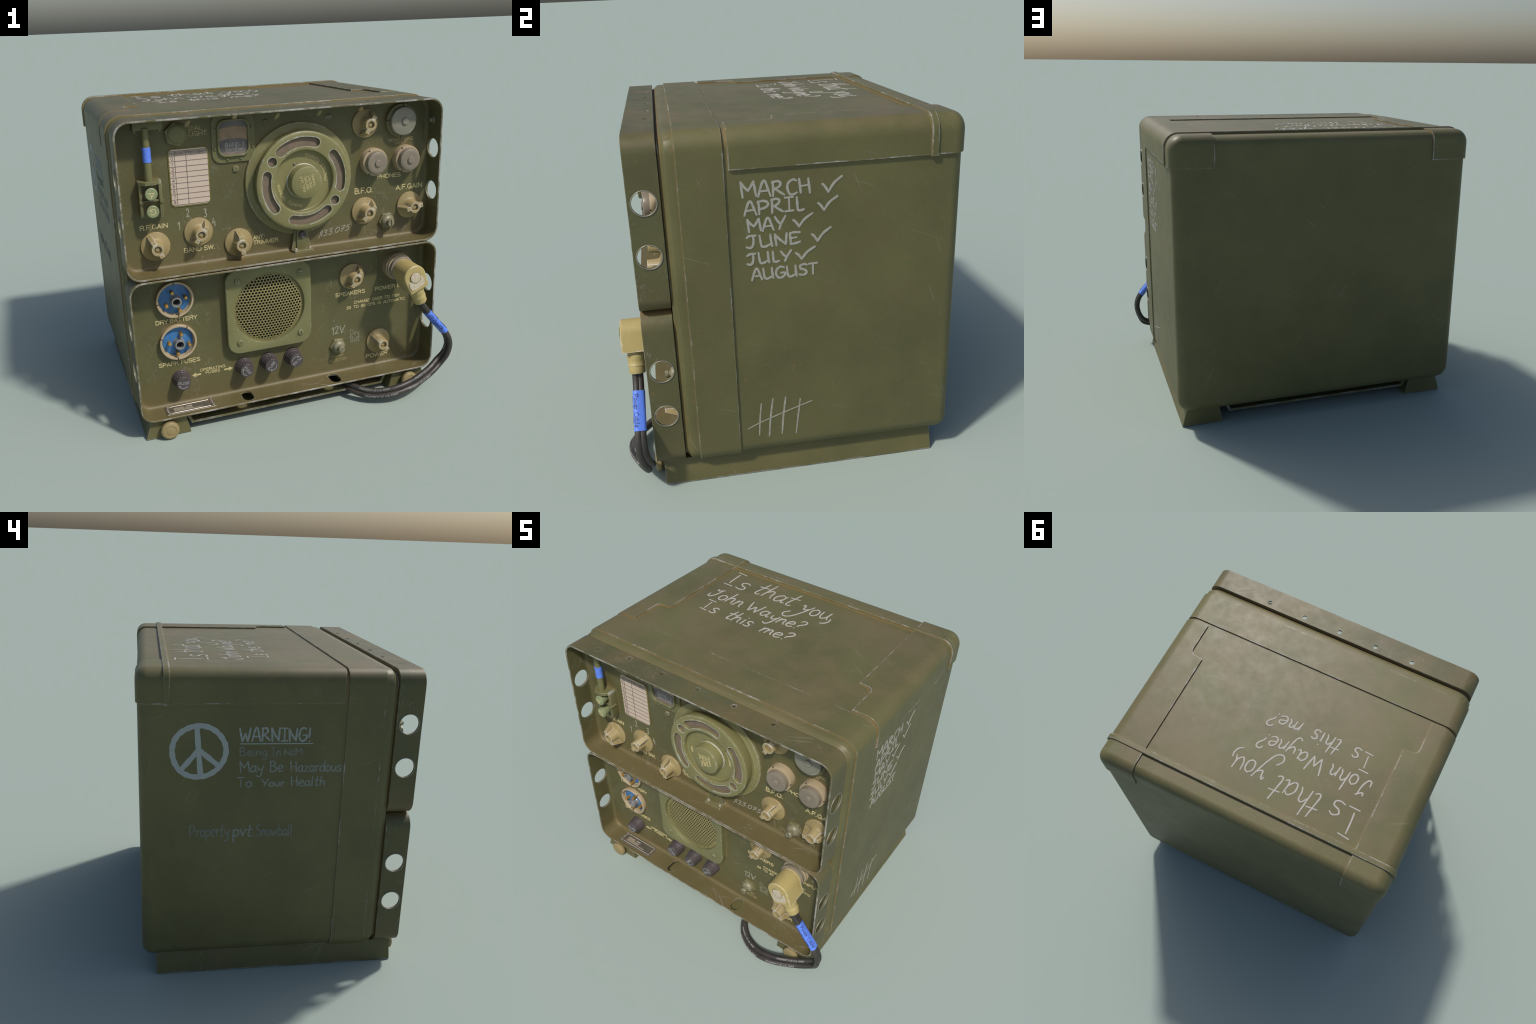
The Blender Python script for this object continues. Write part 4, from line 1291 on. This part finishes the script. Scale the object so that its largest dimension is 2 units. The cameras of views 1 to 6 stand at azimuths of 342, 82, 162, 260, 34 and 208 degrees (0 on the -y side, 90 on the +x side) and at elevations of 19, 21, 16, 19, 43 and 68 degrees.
def on_cable(side, ang, s0, extra, back=False):
    """Maps flat lettering onto a core: u runs along the cable, v around it."""
    def place(u, v, w):
        p, d, ac, nn = frame_at(s0 + (-u if back else u))
        a = ang + (v if back else -v) / (CORE + extra)
        return p + ac * gap_at(s0 + (-u if back else u)) * side + (ac * cos(a) + nn * sin(a)) * (CORE + extra + w)
    return place


tp = Pen(on_cable(1, math.radians(-62), 0.122, 0.0024), 0.0028)
tp.word('Power', 0.0, 0.075, -0.009, -0.009, 0.021)
tp.word('Cable', 0.090, 0.160, -0.009, -0.009, 0.021)
tp.done('tape_lettering', M_PEN, plug)
tp = Pen(on_cable(1, math.radians(38), 0.125, 0.0024), 0.0026)
tp.word('CP', 0.0, 0.035, -0.009, -0.009, 0.020)
tp.word('PoWER', 0.045, 0.14, -0.009, -0.009, 0.020)
tp.done('tape_lettering', M_PEN, plug)
for s0, side, ang in ((0.79, -1, 96), (0.86, 1, 78), (1.16, -1, 96), (1.12, 1, 70)):
    letters('cable_lettering', 'PROPERTY OF U.S. ARMY', 0, 0.19, -0.0055, 0.011, M_CABLETEXT, place=on_cable(side, math.radians(ang), s0, 0.0003, True), parent=plug)
letters('cable_lettering', 'PROPERTY OF', 0, 0.1, -0.0055, 0.011, M_CABLETEXT, place=on_cable(-1, math.radians(95), 0.35, 0.0003), parent=plug)

# ------------------------------------------------------------------ printed panel lettering
UT, LT = upper_tray, lower_tray
for par, txt, a, b, base, cap, mat in (
        (UT, 'DIAL', -0.561, -0.487, 1.7325, 0.0235, M_PRINT_DIM), (UT, 'LIGHT', -0.561, -0.464, 1.7025, 0.0255, M_PRINT_DIM),
        (UT, 'R.F.GAIN', -0.863, -0.712, 1.220, 0.0275, M_PRINT), (UT, 'BAND SW.', -0.631, -0.455, 1.0635, 0.027, M_PRINT),
        (UT, 'ANT.', -0.227, -0.162, 1.085, 0.0245, M_PRINT), (UT, 'TRIMMER', -0.227, -0.076, 1.0545, 0.0255, M_PRINT),
        (UT, 'MONITORING', 0.627, 0.788, 1.5695, 0.0195, M_PRINT_DIM), (UT, 'INPUT', 0.671, 0.746, 1.5495, 0.0175, M_PRINT_DIM),
        (UT, 'PHONES', 0.555, 0.711, 1.3565, 0.0255, M_PRINT), (UT, 'B.F.O.', 0.410, 0.527, 1.280, 0.0345, M_PRINT), (UT, 'A.F.GAIN', 0.682, 0.861, 1.275, 0.0315, M_PRINT),
        (LT, 'DRY BATTERY', -0.826, -0.586, 0.658, 0.026, M_PRINT), (LT, 'SPARK FUSES', -0.830, -0.586, 0.3895, 0.026, M_PRINT),
        (LT, 'OPERATING', -0.590, -0.435, 0.317, 0.0185, M_PRINT), (LT, 'FUSES', -0.557, -0.469, 0.2955, 0.0185, M_PRINT),
        (LT, 'SPEAKERS', 0.285, 0.485, 0.6455, 0.026, M_PRINT), (LT, 'POWER INPUT', 0.557, 0.822, 0.645, 0.026, M_PRINT),
        (LT, 'CHANGE  OVER  TO  110V', 0.410, 0.729, 0.582, 0.020, M_PRINT), (LT, '50  TO  60  CPS  IS  AUTOMATIC', 0.362, 0.769, 0.552, 0.0195, M_PRINT),
        (LT, 'POWER', 0.499, 0.653, 0.189, 0.0275, M_PRINT), (LT, 'POWER', 0.258, 0.342, 0.239, 0.0145, M_PRINT_DIM), (LT, 'SELECTOR', 0.243, 0.360, 0.2085, 0.0185, M_PRINT_DIM)):
    letters('panel_lettering', txt, a, b, base, cap, mat, parent=par, weight=0.16)
for s, x in ((-1, -0.6125), (1, -0.4145)):
    o = [(x + s * .0265, 0.302), (x + s * .001, 0.318), (x + s * .004, 0.307), (x - s * .028, 0.3065), (x - s * .028, 0.2965), (x + s * .004, 0.297), (x + s * .001, 0.286)]
    add('panel_arrow', slab('panel_arrow', o, -0.0005, 0.0009, M_PRINT), parent=LT)

# handwritten notes on the panels
pen = Pen(pw, 0.0052)
for ch, x, z, sz in (('1', -0.6545, 1.199, 0.047), ('2', -0.605, 1.265, 0.047), ('3', -0.506, 1.254, 0.047), ('4', -0.461, 1.195, 0.047)):
    pen.word(ch, x, x + sz * (GLYPH[ch][0] - .12) * 0.72, z, z, sz)
pen.done('panel_note', M_CHALK_PANEL, UT)
pen = Pen(pw, 0.0042)
pen.word('133.075', 0.182, 0.372, 1.047, 1.068, 0.036, slant=0.25)
pen.stroke([(0.176, 1.040), (0.190, 1.062), (0.193, 1.074)])
pen.done('panel_note', M_CHALK, UT)
pen = Pen(pw, 0.0036)
pen.word('L', 0.474, 0.500, 1.014, 1.014, 0.058)
pen.word('ow', 0.514, 0.580, 1.018, 1.022, 0.050)
pen.word('High', 0.681, 0.762, 1.016, 1.022, 0.038)
pen.done('panel_note', M_CHALK_DIM, UT)
pen = Pen(pw, 0.0052)
pen.word('12V', 0.258, 0.346, 0.397, 0.398, 0.051, slant=0.06)
pen.done('panel_note', M_CHALK_PANEL, LT)
pen = Pen(pw, 0.0050)
pen.word('Dry', 0.386, 0.449, 0.370, 0.369, 0.041)
pen.word('Bat', 0.386, 0.454, 0.326, 0.326, 0.039)
pen.done('panel_note', M_CHALK_DIM, LT)

# ------------------------------------------------------------------ writing on the case
pen = Pen(lambda u, v, w: (u, v, 1.818 + w), 0.0105)
pen.stroke([(-0.671, 0.646), (-0.600, 0.638)])
pen.stroke([(-0.642, 0.622), (-0.640, 0.55), (-0.636, 0.488)])
pen.stroke([(-0.660, 0.462), (-0.595, 0.460)])
pen.word('s', -0.572, -0.500, 0.460, 0.462, 0.165)
pen.word('that', -0.440, -0.142, 0.472, 0.474, 0.158, slant=0.06)
pen.word('&ou,', -0.066, 0.172, 0.452, 0.472, 0.150)
pen.word('%ohn', -0.640, -0.395, 0.268, 0.262, 0.120, slant=0.05)
pen.word('Wa', -0.349, -0.185, 0.268, 0.266, 0.107)
pen.word('yne?', -0.160, 0.066, 0.248, 0.270, 0.108, slant=0.04)
pen.stroke([(-0.604, 0.228), (-0.546, 0.226)])
pen.stroke([(-0.568, 0.207), (-0.563, 0.126)])
pen.stroke([(-0.584, 0.110), (-0.536, 0.106)])
pen.word('s', -0.515, -0.470, 0.104, 0.104, 0.118)
pen.word('this', -0.390, -0.205, 0.105, 0.106, 0.112, slant=0.06)
pen.word('me?', -0.122, 0.078, 0.104, 0.116, 0.100, slant=0.04)
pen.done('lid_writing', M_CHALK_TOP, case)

right = lambda u, v, w: (CX + 0.940 + w, u, v)
pen = Pen(right, 0.0122)
for txt, a, b, z0, z1, sz, ck in (('MARCH', -0.196, 0.122, 1.512, 1.510, 0.070, (0.177, 1.508, 0.066)), ('APRIL', -0.186, 0.088, 1.428, 1.433, 0.064, (0.156, 1.424, 0.059)),
                                  ('MAY', -0.174, 0.002, 1.348, 1.350, 0.060, (0.038, 1.353, 0.056)), ('JUNE', -0.184, 0.067, 1.271, 1.274, 0.058, (0.124, 1.276, 0.060)),
                                  ('JULY', -0.184, 0.024, 1.188, 1.193, 0.053, (0.047, 1.194, 0.056)), ('AUGUST', -0.166, 0.146, 1.109, 1.113, 0.054, None)):
    pen.word(txt, a, b, z0, z1, sz)
    if ck:
        pen.word('~', ck[0], ck[0] + 0.072, ck[1], ck[1], ck[2])
pen.done('side_writing', M_CHALK, case)
pen = Pen(right, 0.0085)
pen.stroke([(-0.150, 0.435), (-0.160, 0.345), (-0.167, 0.250)])
pen.stroke([(-0.090, 0.456), (-0.106, 0.345), (-0.116, 0.237)], 0.0105)
pen.stroke([(-0.025, 0.456), (-0.040, 0.345), (-0.049, 0.243)], 0.0105)
pen.stroke([(0.050, 0.436), (0.036, 0.330), (0.025, 0.235)])
pen.stroke([(-0.225, 0.294), (-0.155, 0.326), (-0.02, 0.374), (0.110, 0.416)], 0.006)
pen.done('tally_marks', M_TALLY, case)

# left side: u runs toward the front, as read from that side
left = lambda u, v, w: (CX - 0.940 - w, -u, v)
pen = Pen(left, 0.034)
PC, PZ = -0.535, 1.385
ring = [(PC + (0.143 + 0.003 * sin(3 * t + 1)) * cos(t), PZ + (0.142 + 0.0025 * sin(2 * t)) * sin(t)) for t in (2 * pi * i / 22 + 0.3 for i in range(23))]
pen.stroke(ring, 0.032, taper=0)
pen.stroke([(-0.545, 1.520), (-0.536, 1.39), (-0.525, 1.250)], 0.031, taper=0)
pen.stroke([(-0.537, 1.392), (-0.580, 1.342), (-0.624, 1.292)], 0.031, taper=0)
pen.stroke([(-0.530, 1.392), (-0.485, 1.352), (-0.425, 1.302)], 0.031, taper=0)
pen.done('peace_sign', M_PEACE, case)
pen = Pen(left, 0.0115)
pen.word('WARNING!', -0.318, 0.068, 1.440, 1.436, 0.072)
pen.stroke([(-0.315, 1.4255), (0.082, 1.4225)], 0.0085)
pen.done('warning_writing', M_WARN, case)
pen = Pen(left, 0.0075)
pen.word('Being', -0.318, -0.168, 1.358, 1.358, 0.046)
pen.word('In', -0.146, -0.092, 1.354, 1.355, 0.050)
pen.word('NaM', -0.074, 0.024, 1.358, 1.360, 0.040)
pen.done('warning_writing', M_WARN3, case)
pen = Pen(left, 0.0085)
pen.word('May', -0.314, -0.186, 1.266, 1.266, 0.060)
pen.word('Be', -0.150, -0.078, 1.266, 1.266, 0.058)
pen.word('Hazardous', -0.036, 0.252, 1.264, 1.261, 0.060)
pen.word('To', -0.326, -0.247, 1.180, 1.180, 0.055)
pen.word('Your', -0.192, -0.068, 1.180, 1.180, 0.044)
pen.word('Health', -0.030, 0.166, 1.179, 1.177, 0.055)
pen.done('warning_writing', M_WARN2, case)
pen = Pen(left, 0.0085)
pen.word('Property', -0.585, -0.366, 0.894, 0.892, 0.068)
pen.word('Snowball', -0.212, -0.008, 0.886, 0.882, 0.068)
pen.done('owner_writing', M_WARN3, case)
pen = Pen(left, 0.0105)
pen.word('pvt.', -0.344, -0.226, 0.890, 0.887, 0.068)
pen.done('owner_writing', M_WARN2, case)

for o in [o for o in bpy.data.objects if o.hide_render]:
    bpy.data.objects.remove(o)
